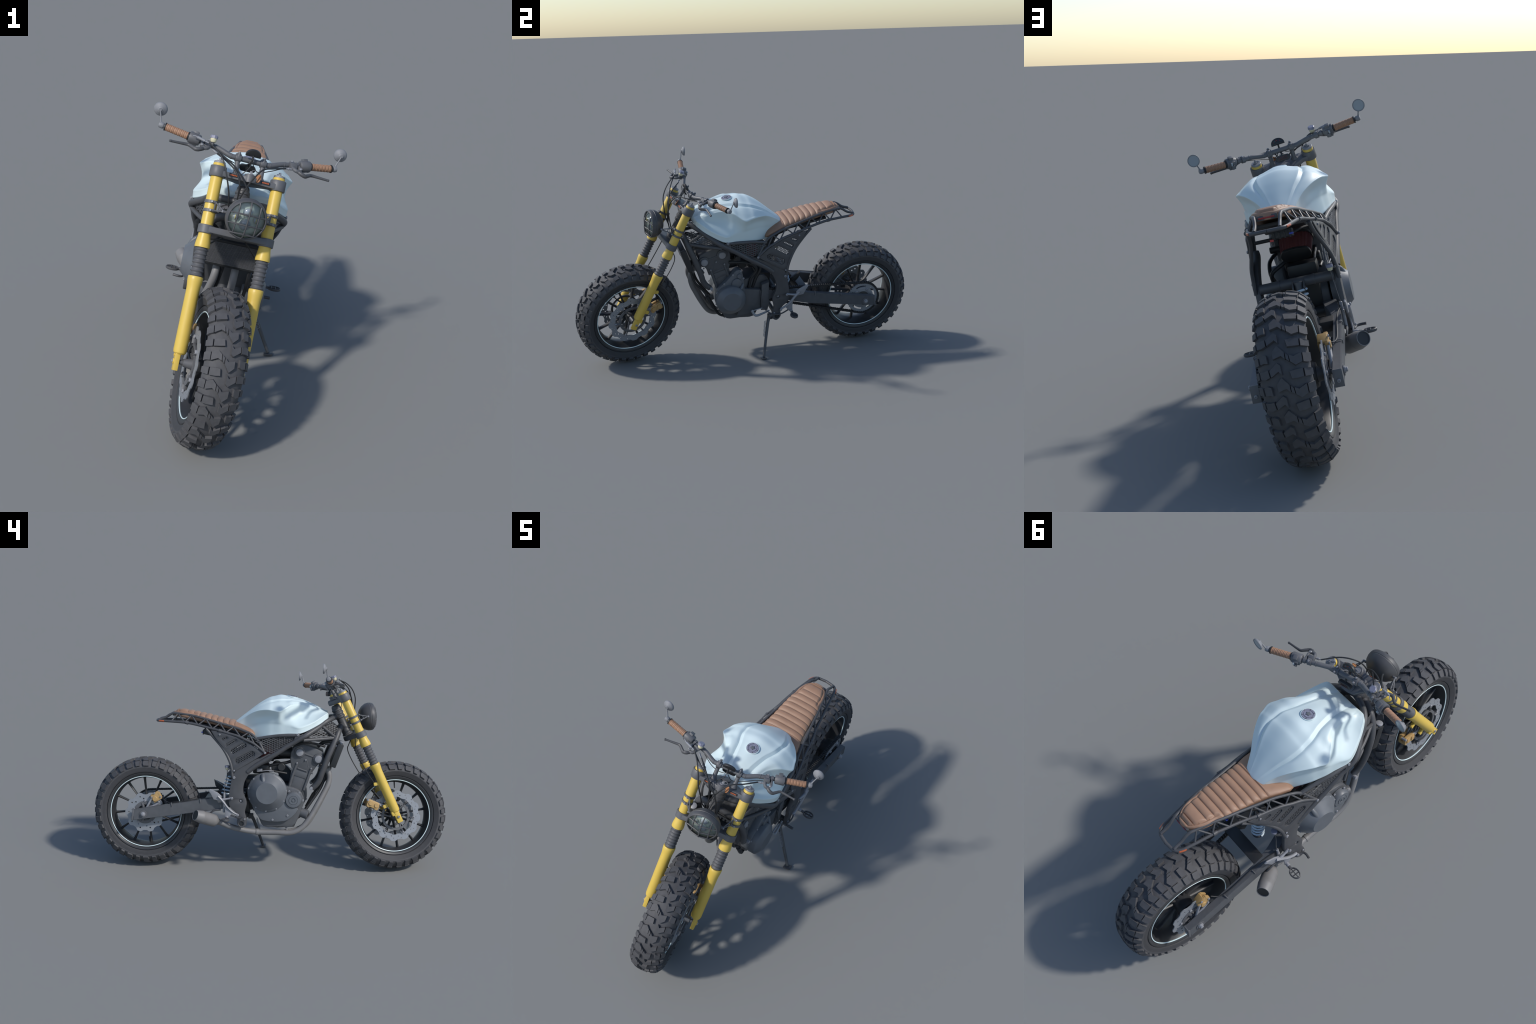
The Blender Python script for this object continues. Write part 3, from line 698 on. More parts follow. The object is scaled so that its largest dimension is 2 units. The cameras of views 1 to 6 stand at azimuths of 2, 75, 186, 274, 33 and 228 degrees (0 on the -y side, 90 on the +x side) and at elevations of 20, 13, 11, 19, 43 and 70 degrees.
# ================================================================== TANK
ys = [-0.327, -0.321, -0.305, -0.28, -0.25, -0.20, -0.165, -0.12, -0.06, 0.0, 0.05, 0.09, 0.13, 0.175, 0.196, 0.200]
rows = [
 [(0, .872), (.02, .872), (.035, .872), (.048, .873), (.062, .874), (.075, .876), (.086, .878), (.094, .877), (.098, .860), (.05, .855)],
 [(0, .886), (.024, .886), (.042, .884), (.056, .886), (.072, .887), (.088, .888), (.102, .888), (.113, .886), (.118, .854), (.06, .850)],
 [(0, .897), (.028, .896), (.047, .892), (.062, .894), (.077, .894), (.092, .892), (.111, .887), (.130, .878), (.133, .845), (.066, .846)],
 [(0, .912), (.030, .911), (.051, .905), (.066, .908), (.081, .907), (.094, .900), (.114, .882), (.147, .862), (.149, .829), (.075, .832)],
 [(0, .928), (.034, .927), (.054, .918), (.068, .923), (.082, .922), (.098, .911), (.117, .877), (.166, .842), (.164, .812), (.08, .815)],
 [(0, .949), (.043, .945), (.060, .933), (.075, .940), (.088, .939), (.103, .926), (.118, .880), (.188, .820), (.187, .788), (.09, .79)],
 [(0, .961), (.051, .953), (.067, .941), (.083, .948), (.099, .947), (.116, .932), (.126, .884), (.196, .811), (.194, .777), (.10, .778)],
 [(0, .9715), (.062, .959), (.077, .947), (.092, .953), (.120, .950), (.152, .930), (.158, .878), (.184, .822), (.187, .772), (.10, .773)],
 [(0, .981), (.083, .961), (.097, .948), (.113, .952), (.150, .932), (.196, .898), (.181, .864), (.172, .825), (.173, .767), (.09, .768)],
 [(0, .967), (.089, .951), (.102, .938), (.117, .940), (.142, .929), (.176, .905), (.152, .868), (.147, .825), (.152, .759), (.08, .76)],
 [(0, .939), (.079, .929), (.091, .916), (.105, .920), (.124, .913), (.145, .900), (.120, .862), (.118, .82), (.124, .748), (.07, .75)],
 [(0, .910), (.062, .904), (.072, .895), (.083, .897), (.097, .893), (.115, .886), (.100, .85), (.094, .81), (.100, .742), (.06, .75)],
 [(0, .879), (.045, .874), (.055, .870), (.064, .869), (.073, .866), (.083, .861), (.078, .83), (.075, .80), (.080, .75), (.05, .755)],
 [(0, .843), (.028, .841), (.036, .839), (.043, .837), (.050, .834), (.057, .829), (.057, .81), (.055, .79), (.055, .76), (.04, .765)],
 [(0, .824), (.022, .823), (.028, .821), (.033, .819), (.039, .816), (.043, .811), (.043, .80), (.042, .785), (.04, .77), (.03, .775)],
 [(0, .812), (.016, .811), (.020, .810), (.024, .808), (.028, .805), (.030, .80), (.030, .795), (.029, .785), (.027, .78), (.02, .782)],
]
def mid_row(a, b, t): return [(p[0]+(q[0]-p[0])*t, p[1]+(q[1]-p[1])*t) for p, q in zip(a, b)]
def tank_surface():
    secs = []
    # extra stations either side of the knee corner keep it angular in plan
    i6 = ys.index(-0.06)
    yy = ys[:i6] + [-0.092, -0.06, -0.024] + ys[i6+1:]
    rr = rows[:i6] + [mid_row(rows[i6-1], rows[i6], 0.50), rows[i6], mid_row(rows[i6], rows[i6+1], 0.58)] + rows[i6+1:]
    for y, r in zip(yy, rr):
        P2 = [V((x, y, z)) for x, z in r] + [V((0, y, r[-1][1]))]
        pts = [V((-r[1][0], y, r[1][1])), P2[0]]
        for k in range(1, len(P2)):
            e = {1: 0.20, 2: 0.20, 5: 0.30, 7: 0.30, 8: 0.25}.get(k)
            if e: pts.append(P2[k].lerp(P2[k-1], e))
            pts.append(P2[k])
            if e: pts.append(P2[k].lerp(P2[k+1], e))
        c = catmull(pts, 5)[5:]
        secs.append(c)
    cols = list(zip(*secs))
    cols = [catmull(list(c), 8) for c in cols]
    n_y = len(cols[0]); half = [[cols[k][i] for k in range(len(cols))] for i in range(n_y)]
    rings = []
    for h in half:
        ring = list(h) + [V((-p.x, p.y, p.z)) for p in reversed(h[1:-1])]
        rings.append(ring)
    return rings
tk = B(); tk.loft(tank_surface())
TANK = tk.obj('fuel_tank', 'paint', None, None, 60)
# smooth the skin slightly so that creases read as pressed metal
bm = bmesh.new(); bm.from_mesh(TANK.data)
for _ in range(2): bmesh.ops.smooth_vert(bm, verts=bm.verts, factor=0.5, use_axis_x=True, use_axis_y=True, use_axis_z=True)
bm.to_mesh(TANK.data); bm.free()
gc_n = V((0, -0.22, 1)).normalized(); gc_o = V((0, -0.1255, 0.9705))
g = B(); g.lathe([(-0.004, 0.0325), (0.0008, 0.0320), (0.0014, 0.0300), (0.0002, 0.0292), (0.0002, 0.0)], gc_o, gc_n, 48); g.obj('filler_ring', 'paint', TANK)
g = B(); g.lathe([(0.0, 0.0282), (0.0028, 0.0280), (0.0032, 0.0215), (0.001, 0.0205), (0.001, 0.0195), (0.0036, 0.0185), (0.0036, 0.0)], gc_o, gc_n, 48)
GC = g.obj('fuel_cap', 'lilac', TANK)
st = []
for k in range(10):
    a = 2*PI*k/10; rr = 0.0125 if k % 2 == 0 else 0.0078; st.append((rr*math.cos(a), rr*math.sin(a)))
g = B(); g.plate(st, 0.003, gc_o + gc_n*0.0048, (1, 0, 0), V((0, 1, 0.22)).normalized(), gc_n, bev=0.0006); g.obj('fuel_cap_star', 'cover', GC)
for k in range(6):
    a = 2*PI*k/6; u, v, w = basis(gc_n); bolt(gc_o + gc_n*0.0028 + (u*math.cos(a) + v*math.sin(a))*0.0248, gc_n, 0.45, parent=GC, dark=True)

# ================================================================== SEAT
def seat_geo():
    W = [(0.078, 0.120), (0.10, 0.127), (0.15, 0.118), (0.20, 0.104), (0.26, 0.0945), (0.32, 0.089), (0.38, 0.083), (0.43, 0.075), (0.44, 0.073), (0.49, 0.062), (0.52, 0.046), (0.538, 0.028), (0.548, 0.006)]
    Z = [(0.078, 0.785), (0.10, 0.796), (0.15, 0.818), (0.20, 0.834), (0.235, 0.842), (0.287, 0.854), (0.339, 0.867), (0.384, 0.876), (0.42, 0.8835), (0.46, 0.890), (0.50, 0.8935), (0.52, 0.892), (0.538, 0.887), (0.548, 0.880)]
    ZB = [(0.078, 0.757), (0.10, 0.754), (0.153, 0.770), (0.217, 0.788), (0.281, 0.805), (0.378, 0.828), (0.474, 0.846), (0.52, 0.852), (0.548, 0.857)]
    ribs = [0.1935, 0.2265, 0.2595, 0.2925, 0.3255, 0.3585, 0.3915, 0.4245, 0.4600, 0.512]
    yy = list(np.linspace(0.078, 0.20, 24)) + list(np.linspace(0.2015, 0.515, 210)) + list(np.linspace(0.517, 0.5485, 34))
    nv = 56; rings = []
    for y in yy:
        w = interp(y, W) if y < 0.43 else 0.075*math.sqrt(max(0.004, 1-((y-0.43)/0.119)**2)); zt = interp(y, Z); zb = interp(y, ZB)
        endr = 1.0
        if y < 0.10: endr = math.sqrt(max(0.0, 1 - ((0.10-y)/0.0225)**2))*0.75 + 0.25
        # rib height profile
        rib = 0.0
        for i in range(len(ribs)-1):
            if ribs[i] <= y <= ribs[i+1]:
                t = (y-ribs[i])/(ribs[i+1]-ribs[i]); rib = (1-(2*t-1)**2)**0.5 - 1.0
        if y > ribs[-1] or y < ribs[0]: rib = -0.05
        rimw = 0.016
        ring = []
        for k in range(nv+1):
            u = -1 + 2*k/nv
            au = abs(u)
            # crown across and rolled edge
            ex = 1 - au**5
            x = w*(math.copysign(1-(1-au)**1.35, u))
            dome = (zt-zb)*0.40
            z = zt - dome*au**3.2*1.0
            dist = min(w - abs(x), (0.548-y)*0.9)      # distance to the border on the tail
            amp = 0.0098
            if y > 0.40:
                f = min(1, (y-0.40)/0.02)
                if dist < rimw:
                    rr = 0.0 if f >= 1 else rib*amp*(1-f)*min(1, dist/0.012)
                    z += rr - f*0.0100*(1-math.sqrt(max(0, 1-(abs(dist/rimw-0.45)/0.6)**2))) - f*0.004
                else:
                    e = min(1, (dist-rimw)/0.012)
                    z += rib*amp*(0.4+0.6*e) - f*0.008*(1-e)**2 + f*0.0010
            else:
                z += rib*amp*(0.85+0.15*(1-au**4))
                z -= 0
            z = zb + (z-zb)*endr
            ring.append(V((x, y, z)))
        # side wall and bottom
        ring2 = ring + [V((w*1.004, y, ring[-1].z*0.5+zb*0.5)), V((w*0.965, y, zb+0.004)), V((w*0.90, y, zb)), V((0, y, zb)), V((-w*0.90, y, zb)), V((-w*0.965, y, zb+0.004)), V((-w*1.004, y, ring[0].z*0.5+zb*0.5))]
        rings.append(ring2)
    return rings
s = B(); s.loft(seat_geo()); SEAT = s.obj('seat', 'leather', None, None, 50)
# tail light strip under the seat lip
t = B(); t.box((0.004, 0.541, 0.8645), (0.080, 0.012, 0.018), Matrix.Rotation(0.1, 3, 'X'), 0.004); TL = t.obj('tail_light', 'frame')
t = B(); t.box((0.004, 0.5475, 0.8650), (0.060, 0.004, 0.0065), None, 0.002); t.obj('tail_light_lens', 'redlens', TL)

# ================================================================== FRAME
fr = B()
# head tube along the steering axis (fixed to the body)
def S2(a, b, c): return (Matrix.Translation((0, -0.3327, 0.9876)) @ Matrix.Rotation(-RAKE, 4, 'X')) @ V((a, b, c))
axisS = (S2(0, 0, 1) - S2(0, 0, 0))
fr.lathe([(-0.250, 0.020), (-0.250, 0.0300), (-0.244, 0.0300), (-0.240, 0.0265), (-0.226, 0.0265), (-0.222, 0.024), (-0.150, 0.0235), (-0.145, 0.0285), (-0.135, 0.0285), (-0.132, 0.0255), (-0.126, 0.0255), (-0.123, 0.0290), (-0.112, 0.0290), (-0.109, 0.0260), (-0.104, 0.0260), (-0.101, 0.0290), (-0.092, 0.0285), (-0.089, 0.0255), (-0.078, 0.0245), (-0.070, 0.020)], S2(0, 0, 0), axisS, 32)
HEAD = fr.obj('head_tube', 'frame')
main_r = [(0.0, -0.372, 0.862), (0.045, -0.362, 0.860), (0.090, -0.342, 0.854), (0.122, -0.313, 0.840), (0.143, -0.274, 0.812), (0.174, -0.229, 0.784), (0.190, -0.200, 0.766), (0.190, -0.167, 0.747), (0.184, -0.137, 0.727), (0.181, -0.106, 0.708), (0.177, -0.044, 0.666), (0.172, 0.019, 0.627), (0.166, 0.081, 0.588), (0.163, 0.115, 0.560)]
down = [(0.010, -0.402, 0.812), (0.045, -0.396, 0.802), (0.081, -0.384, 0.783), (0.098, -0.375, 0.758), (0.111, -0.364, 0.732), (0.122, -0.348, 0.695), (0.127, -0.330, 0.653), (0.127, -0.311, 0.600), (0.121, -0.292, 0.546), (0.116, -0.284, 0.520), (0.111, -0.266, 0.490), (0.107, -0.243, 0.468)]
up_rail = [(.180, .020, .668), (.170, .045, .715), (.158, .058, .733), (.150, .078, .755), (.146, .095, .768), (.134, .134, .783), (.122, .178, .798), (.113, .226, .811), (.103, .279, .824), (.094, .328, .837), (.086, .378, .850), (.079, .412, .857), (.071, .445, .863), (.063, .48, .867), (.055, .518, .870), (.050, .540, .871), (.047, .56, .864), (.045, .59, .845), (.046, .628, .834)]
lo_rail = [(.184, .0174, .669), (.176, .05, .695), (.170, .083, .719), (.162, .127, .738), (.151, .172, .757), (.141, .223, .77), (.134, .27, .783), (.122, .314, .792), (.113, .357, .802), (.105, .406, .813), (.095, .46, .822), (.085, .522, .826), (.075, .575, .828), (.070, .60, .8285), (.053, .627, .829), (0, .637, .830)]
arch = [(.117, .349, .791), (.124, .303, .742), (.142, .25, .682), (.159, .217, .626), (.165, .202, .580), (.167, .199, .553), (.167, .196, .528)]
for s_ in (-1, 1):
    f = B(); f.tube(sx(s_, main_r), 0.0138, 18, 6); f.obj('main_frame_tube', 'frame')
    f = B(); f.tube(sx(s_, down), 0.0163, 18, 6); f.obj('down_tube', 'frame')
    f = B(); f.tube(sx(s_, up_rail), 0.0068, 12, 5)
    f.tube(sx(s_, lo_rail), 0.0072, 12, 5)
    # truss lattice between the rails
    ua = catmull([V(p) for p in sx(s_, up_rail)], 10); la = catmull([V(p) for p in sx(s_, lo_rail)], 10)
    def at_y(poly, y): return min(poly, key=lambda p: abs(p.y - y))
    ylat = [0.075, 0.115, 0.155, 0.195, 0.235, 0.275, 0.315, 0.355, 0.395, 0.435, 0.475, 0.515, 0.55]
    for i in range(len(ylat)-1):
        a_ = at_y(la if i % 2 == 0 else ua, ylat[i]); b_ = at_y(ua if i % 2 == 0 else la, ylat[i+1])
        f.tube([a_, b_], 0.0040, 8, 1)
    for yy in (0.27, 0.459): 
        p_ = at_y(la, yy); f.cyl(p_ - V((0, 0.010, 0.0022)), p_ + V((0, 0.010, 0.0022)), 0.0095, 16)
    TR = f.obj('subframe_truss', 'frame')
    f = B(); f.tube(sx(s_, arch), 0.0080, 14, 6); f.obj('subframe_arch', 'frame')
    # upper brace and triangulation beside the head
    f = B(); f.tube(sx(s_, [(0.135, -0.290, 0.818), (0.122, -0.330, 0.785), (0.108, -0.362, 0.758)]), 0.0085, 12, 3)
    f.tube(sx(s_, [(0.108, -0.355, 0.750), (0.150, -0.28, 0.746), (0.186, -0.190, 0.742)]), 0.0100, 12, 3)
    f.tube(sx(s_, [(0.116, -0.355, 0.718), (0.095, -0.310, 0.714)]), 0.006, 10, 1)
    f.obj('frame_brace', 'frame')
    # rail below the tank
    f = B(); f.tube(sx(s_, [(0.150, 0.075, 0.740), (0.165, 0.0, 0.755), (0.183, -0.075, 0.766), (0.190, -0.150, 0.770)]), 0.0095, 12, 4)
    f.plate([(-0.185, 0.745), (-0.140, 0.745), (-0.150, 0.778), (-0.168, 0.782)], 0.006, (s_*0.192, 0, 0)); f.obj('tank_rail', 'frame')
    bolt((s_*0.196, -0.159, 0.773), (s_, 0, 0), 1.4); bolt((s_*0.190, 0.0174, 0.670), (s_, 0, 0), 1.3)
    # orange markers on the tail loop
    o_ = B(); a_ = [p for p in la if p.y > 0.585][:12]
    o_.tube([p + V((s_*0.0042, 0.0042, 0)) for p in a_ if p.y < 0.632], 0.0046, 8, 1); o_.obj('tail_marker', 'orange')
# pivot plates
pp = smooth2([(-0.012, 0.665), (0.030, 0.646), (0.097, 0.622), (0.153, 0.590), (0.186, 0.556), (0.199, 0.530), (0.207, 0.488), (0.214, 0.442), (0.219, 0.400), (0.208, 0.360), (0.176, 0.330), (0.168, 0.300), (0.170, 0.272), (0.147, 0.247), (0.122, 0.258), (0.117, 0.297), (0.127, 0.335), (0.117, 0.380), (0.121, 0.407), (0.134, 0.435), (0.137, 0.471), (0.129, 0.507), (0.108, 0.545), (0.080, 0.570), (0.040, 0.597), (-0.028, 0.637)], 3)
for s_ in (-1, 1):
    f = B(); f.plate(pp, 0.022, (s_*0.160, 0, 0), holes=[circle(0.1465, 0.2709, 0.013, 20), circle(0.1505, 0.3982, 0.0095, 16)], bev=0.004)
    f.cyl((s_*0.110, 0.1465, 0.2709), (s_*0.148, 0.1465, 0.2709), 0.016, 20)
    f.obj('pivot_plate', 'frame')
    b_ = B(); b_.lathe([(0.0, 0.0085), (s_*0.010, 0.0085), (s_*0.014, 0.004), (s_*0.014, 0)], (s_*0.152, 0.1505, 0.3982), (1, 0, 0), 20); b_.obj('pivot_nut', 'steel')
    b_ = B(); b_.lathe([(s_*-0.02, 0.0125), (s_*0.006, 0.0125), (s_*0.006, 0.0)], (s_*0.158, 0.1465, 0.2709), (1, 0, 0), 20); b_.obj('pivot_bore', 'black')
    bolt((s_*0.171, 0.188, 0.528), (s_, 0, 0), 1.5); bolt((s_*0.172, 0.128, 0.297), (s_, 0, 0), 1.1)
    # side panel with slots and perforated sheet behind it
    sp_ = [(0.322, 0.784), (0.269, 0.777), (0.174, 0.750), (0.085, 0.708), (0.024, 0.664), (0.103, 0.612), (0.172, 0.570), (0.197, 0.552), (0.203, 0.587), (0.217, 0.631), (0.248, 0.686), (0.298, 0.746)]
    sl = [((0.166, 0.620), (0.090, 0.660), 0.0175), ((0.195, 0.671), (0.135, 0.707), 0.0145), ((0.227, 0.705), (0.183, 0.731), 0.0105), ((0.253, 0.737), (0.231, 0.745), 0.0075)]
    def pmap(y, z):
        xx = 0.2545 - 0.1329*y - 0.108*z
        return V((s_*xx, y, z))
    f = B(); f.plate(sp_, 0.006, (0, 0, 0), holes=[slot(a, b, r) for a, b, r in sl], bev=0.0015)
    f.v = [pmap(v.y, v.z) + V((v.x, 0, 0)) for v in f.v]
    PAN = f.obj('side_panel', 'frame')
    mesh_b = B()
    for a, b, r in sl:
        A, Bp = V((*a, 0)), V((*b, 0)); d_ = (Bp-A).normalized(); nrm = V((-d_.y, d_.x, 0)); Ln = (Bp-A).length
        pit = 0.0098; hs = []
        for i in range(-8, 20):
            for j in range(-4, 5):
                X = (i + 0.5*(j % 2))*pit; Y = j*pit*0.866
                if (abs(Y) <= r-0.0045 and 0 <= X <= Ln) or min(math.hypot(X, Y), math.hypot(X-Ln, Y)) <= r-0.0045:
                    q = A + d_*X + nrm*Y; hs.append(circle(q.x, q.y, 0.0038, 6))
        mesh_b.plate(slot(tuple((A-d_*0.002)[:2]), tuple((Bp+d_*0.002)[:2]), r+0.002), 0.0016, (0, 0, 0), holes=hs, bev=0.0002)
    mesh_b.v = [pmap(v.y, v.z) + V((v.x - s_*0.0025, 0, 0)) for v in mesh_b.v]
    mo = mesh_b.obj('perforated_sheet', 'frame', PAN); mo['kind'] = 'stuff'
    bolt(pmap(0.272, 0.762) + V((s_*0.004, 0, 0)), (s_, 0.16, 0.06), 1.0); bolt(pmap(0.188, 0.567) + V((s_*0.006, 0, 0)), (s_, 0.16, 0.06), 1.0)
    # expanded metal panels
    def lattice(poly, mapf, p, rr, slope=0.42):
        mb = B()
        P2 = [V((a, b)) for a, b in poly]
        zs = [q.y for q in P2]; xs_ = [q.x for q in P2]
        for sg in (-1, 1):
            dv = V((1, sg*slope)).normalized(); pv = V((-dv.y, dv.x))
            ks = [pv.dot(q) for q in P2]
            k = math.floor(min(ks)/p)*p
            while k < max(ks):
                hits = []
                for i in range(len(P2)):
                    a, b = P2[i], P2[(i+1) % len(P2)]; da, db = pv.dot(a)-k, pv.dot(b)-k
                    if da*db < 0: q = a.lerp(b, da/(da-db)); hits.append(dv.dot(q))
                hits.sort()
                for j in range(0, len(hits)-1, 2):
                    if hits[j+1]-hits[j] > 0.003:
                        q0 = pv*k + dv*hits[j]; q1 = pv*k + dv*hits[j+1]
                        mb.tube([mapf(*q0), mapf(*q0.lerp(q1, 0.5)), mapf(*q1)], rr, 4, 1, flat=2.0)
                k += p
        return mb
    xm = lambda y, z: V((s_*(0.176 - 0.08*(y+0.03)), y, z))
    lb = lattice([(0.010, 0.672), (-0.02, 0.665), (-0.150, 0.745), (-0.145, 0.762), (-0.06, 0.757), (0.072, 0.732)], xm, 0.0106, 0.0011)
    o2 = lb.obj('expanded_metal_panel', 'frame'); o2['kind'] = 'stuff'
    xm2 = lambda y, z: V((s_*(0.100 + 0.50*(y+0.36)), y, z))
    lb = lattice([(-0.355, 0.755), (-0.20, 0.745), (-0.29, 0.812), (-0.345, 0.832), (-0.385, 0.80)], xm2, 0.0106, 0.0011)
    o2 = lb.obj('expanded_metal_panel', 'frame'); o2['kind'] = 'stuff'
# cross members
f = B(); f.cyl((-0.150, 0.190, 0.540), (0.150, 0.190, 0.540), 0.0205, 24)
for x_ in (-0.07, 0.07): f.lathe([(-0.004, 0.0225), (0.004, 0.0225)], (x_, 0.190, 0.540), (1, 0, 0), 24)
for x_ in (-0.030, 0.014): f.plate(slot((0.190, 0.540), (0.222, 0.524), 0.018), 0.006, (x_, 0, 0))
f.cyl((-0.150, 0.1465, 0.2709), (0.150, 0.1465, 0.2709), 0.012, 20)
f.tube([(-0.165, -0.045, 0.690), (0.165, -0.045, 0.690)], 0.008, 12, 1)
f.tube([(-0.112, 0.345, 0.795), (0.112, 0.345, 0.795)], 0.006, 12, 1)
f.obj('cross_member', 'frame')
f = B(); f.box((0, 0.33, 0.800), (0.13, 0.26, 0.014), Matrix.Rotation(0.19, 3, 'X'), 0.004); f.box((0, 0.17, 0.765), (0.17, 0.10, 0.02), Matrix.Rotation(0.35, 3, 'X'), 0.004); f.obj('under_tray', 'black')
# electrics hung under the tail
e = B(); e.box((-0.012, 0.345, 0.765), (0.078, 0.055, 0.030), Matrix.Rotation(0.2, 3, 'X'), 0.004)
for i in range(4): e.box((-0.042+i*0.02, 0.374, 0.765), (0.006, 0.006, 0.026), None, 0.001)
e.tube([(-0.03, 0.33, 0.755), (-0.08, 0.28, 0.762), (-0.11, 0.22, 0.755)], 0.005, 8, 5); E1 = e.obj('electrics_box', 'black')
e = B(); e.box((-0.048, 0.378, 0.766), (0.016, 0.010, 0.006), None, 0.001); e.obj('connector', 'blue', E1)
e = B(); e.box((0.030, 0.372, 0.752), (0.014, 0.012, 0.008), None, 0.001); e.obj('connector', 'red', E1)

# ================================================================== ENGINE
en = B()
case = smooth2([(0.114, 0.470), (0.112, 0.420), (0.084, 0.350), (0.053, 0.295), (0.026, 0.248), (-0.060, 0.246), (-0.136, 0.249), (-0.170, 0.300), (-0.188, 0.352), (-0.200, 0.396), (-0.181, 0.447), (-0.140, 0.470), (-0.06, 0.485), (0.02, 0.510), (0.085, 0.510)], 3)
en.plate(case, 0.205, (-0.008, 0, 0), bev=0.010)
ENG = en.obj('crankcase', 'engine')
cy = B()
cy.plate([(-0.100, 0.440), (-0.185, 0.440), (-0.214, 0.500), (-0.243, 0.560), (-0.130, 0.600), (-0.118, 0.520)], 0.190, (0, 0, 0), bev=0.006); 
CY = cy.obj('cylinder_block', 'engine')
hd = B()
headp = [(-0.126, 0.580), (-0.118, 0.620), (-0.120, 0.660), (-0.132, 0.690), (-0.160, 0.712), (-0.190, 0.714), (-0.225, 0.704), (-0.267, 0.687), (-0.302, 0.668), (-0.306, 0.645), (-0.288, 0.612), (-0.262, 0.585), (-0.240, 0.552)]
hd.plate(headp, 0.196, (0, 0, 0), bev=0.008)
for s_ in (-1, 1):
    for (y, z) in ((-0.171, 0.666), (-0.275, 0.630)): hd.lathe([(0, 0.032), (s_*0.016, 0.030), (s_*0.018, 0.026)], (s_*0.088, y, z), (1, 0, 0), 32)
    hd.tube([(s_*0.096, -0.188, 0.662), (s_*0.096, -0.258, 0.638)], 0.006, 10, 1)
HD_ = hd.obj('cylinder_head', 'engine')
for s_ in (-1, 1):
    for (y, z) in ((-0.171, 0.666), (-0.275, 0.630)):
        c = B(); c.lathe([(0, 0.0215), (s_*0.006, 0.0215), (s_*0.010, 0.0185), (s_*0.0115, 0.010), (s_*0.012, 0)], (s_*0.106, y, z), (1, 0, 0), 32); c.obj('cam_cap', 'silver', HD_)
# ribs and bosses on the sides of the cylinder
rb = B()
for s_ in (-1, 1):
    x_ = s_*0.096
    rb.tube([(x_, -0.157, 0.604), (x_, -0.134, 0.540), (x_, -0.110, 0.455)], 0.008, 10, 1)
    rb.tube([(x_, -0.234, 0.573), (x_, -0.216, 0.514), (x_, -0.196, 0.455)], 0.008, 10, 1)
    rb.tube([(x_, -0.160, 0.578), (x_, -0.212, 0.560)], 0.005, 10, 1); rb.tube([(x_, -0.222, 0.557), (x_, -0.245, 0.549)], 0.005, 10, 1)
    rb.tube([(x_, -0.172, 0.600), (x_, -0.200, 0.622)], 0.0035, 8, 1); rb.tube([(x_, -0.212, 0.622), (x_, -0.218, 0.585)], 0.0035, 8, 1)
    rb.box((x_ - s_*0.002, -0.172, 0.545), (0.010, 0.085, 0.034), Matrix.Rotation(0.30, 3, 'X'), 0.003)
    rb.box((x_ - s_*0.004, -0.158, 0.490), (0.008, 0.052, 0.085), Matrix.Rotation(0.30, 3, 'X'), 0.003)
rb.obj('cylinder_rib', 'engine', CY)
# right side: clutch cover
cl = B()
cl.lathe([(0, 0.110), (-0.022, 0.110), (-0.026, 0.107), (-0.030, 0.100), (-0.032, 0.098), (-0.074, 0.060), (-0.0755, 0.0585), (-0.0755, 0.0)], (-0.117, 0.006, 0.445), (1, 0, 0), 64)
cl.tube([(-0.145, 0.030, 0.545), (-0.165, 0.028, 0.525), (-0.176, 0.024, 0.502)], [0.010, 0.012, 0.010], 12, 4)
CL = cl.obj('clutch_cover', 'cover', ENG)
side = B(); side.plate(smooth2([(0.090, 0.370), (0.050, 0.300), (0.030, 0.285), (-0.09, 0.282), (-0.125, 0.300), (-0.165, 0.350), (-0.12, 0.42), (0, 0.45), (0.08, 0.43)], 3), 0.020, (-0.124, 0, 0), bev=0.005); side.obj('side_cover', 'cover', ENG)
for i in range(11):
    a = 2*PI*i/11+0.2; bolt((-0.142, 0.006+0.1045*math.cos(a), 0.445+0.1045*math.sin(a)), (-1, 0, 0), 1.0, parent=CL)
ck = B(); ck.lathe([(0, 0.048), (-0.020, 0.047), (-0.030, 0.040), (-0.0315, 0.026), (-0.030, 0.0245), (-0.030, 0.0235), (-0.033, 0.0225), (-0.033, 0.013), (-0.030, 0.012), (-0.030, 0.008), (-0.034, 0.007), (-0.034, 0)], (-0.113, -0.139, 0.402), (1, 0, 0), 48)
CK = ck.obj('crank_cover', 'cover', ENG)
for y, z in ((-0.116, 0.450), (-0.172, 0.443), (-0.193, 0.400), (-0.160, 0.350), (-0.108, 0.315), (-0.025, 0.290)): bolt((-0.134 if z < 0.33 else -0.121, y, z), (-1, 0, 0), 1.2)
for y, z in ((-0.157, 0.607), (-0.236, 0.577), (-0.205, 0.625), (-0.276, 0.590)):
    for s_ in (-1, 1): bolt((s_*(0.103 if y > -0.25 else 0.099), y, z), (s_, 0, 0), 1.0)
for s_ in (-1, 1):
    b_ = B(); b_.cyl((s_*0.095, -0.237, 0.470), (s_*0.135, -0.237, 0.470), 0.009, 16); b_.obj('engine_mount_bolt', 'silver')
of = B(); of.cyl((-0.075, -0.170, 0.330), (-0.085, -0.222, 0.312), 0.026, 28); of.obj('oil_filter', 'engine', ENG)
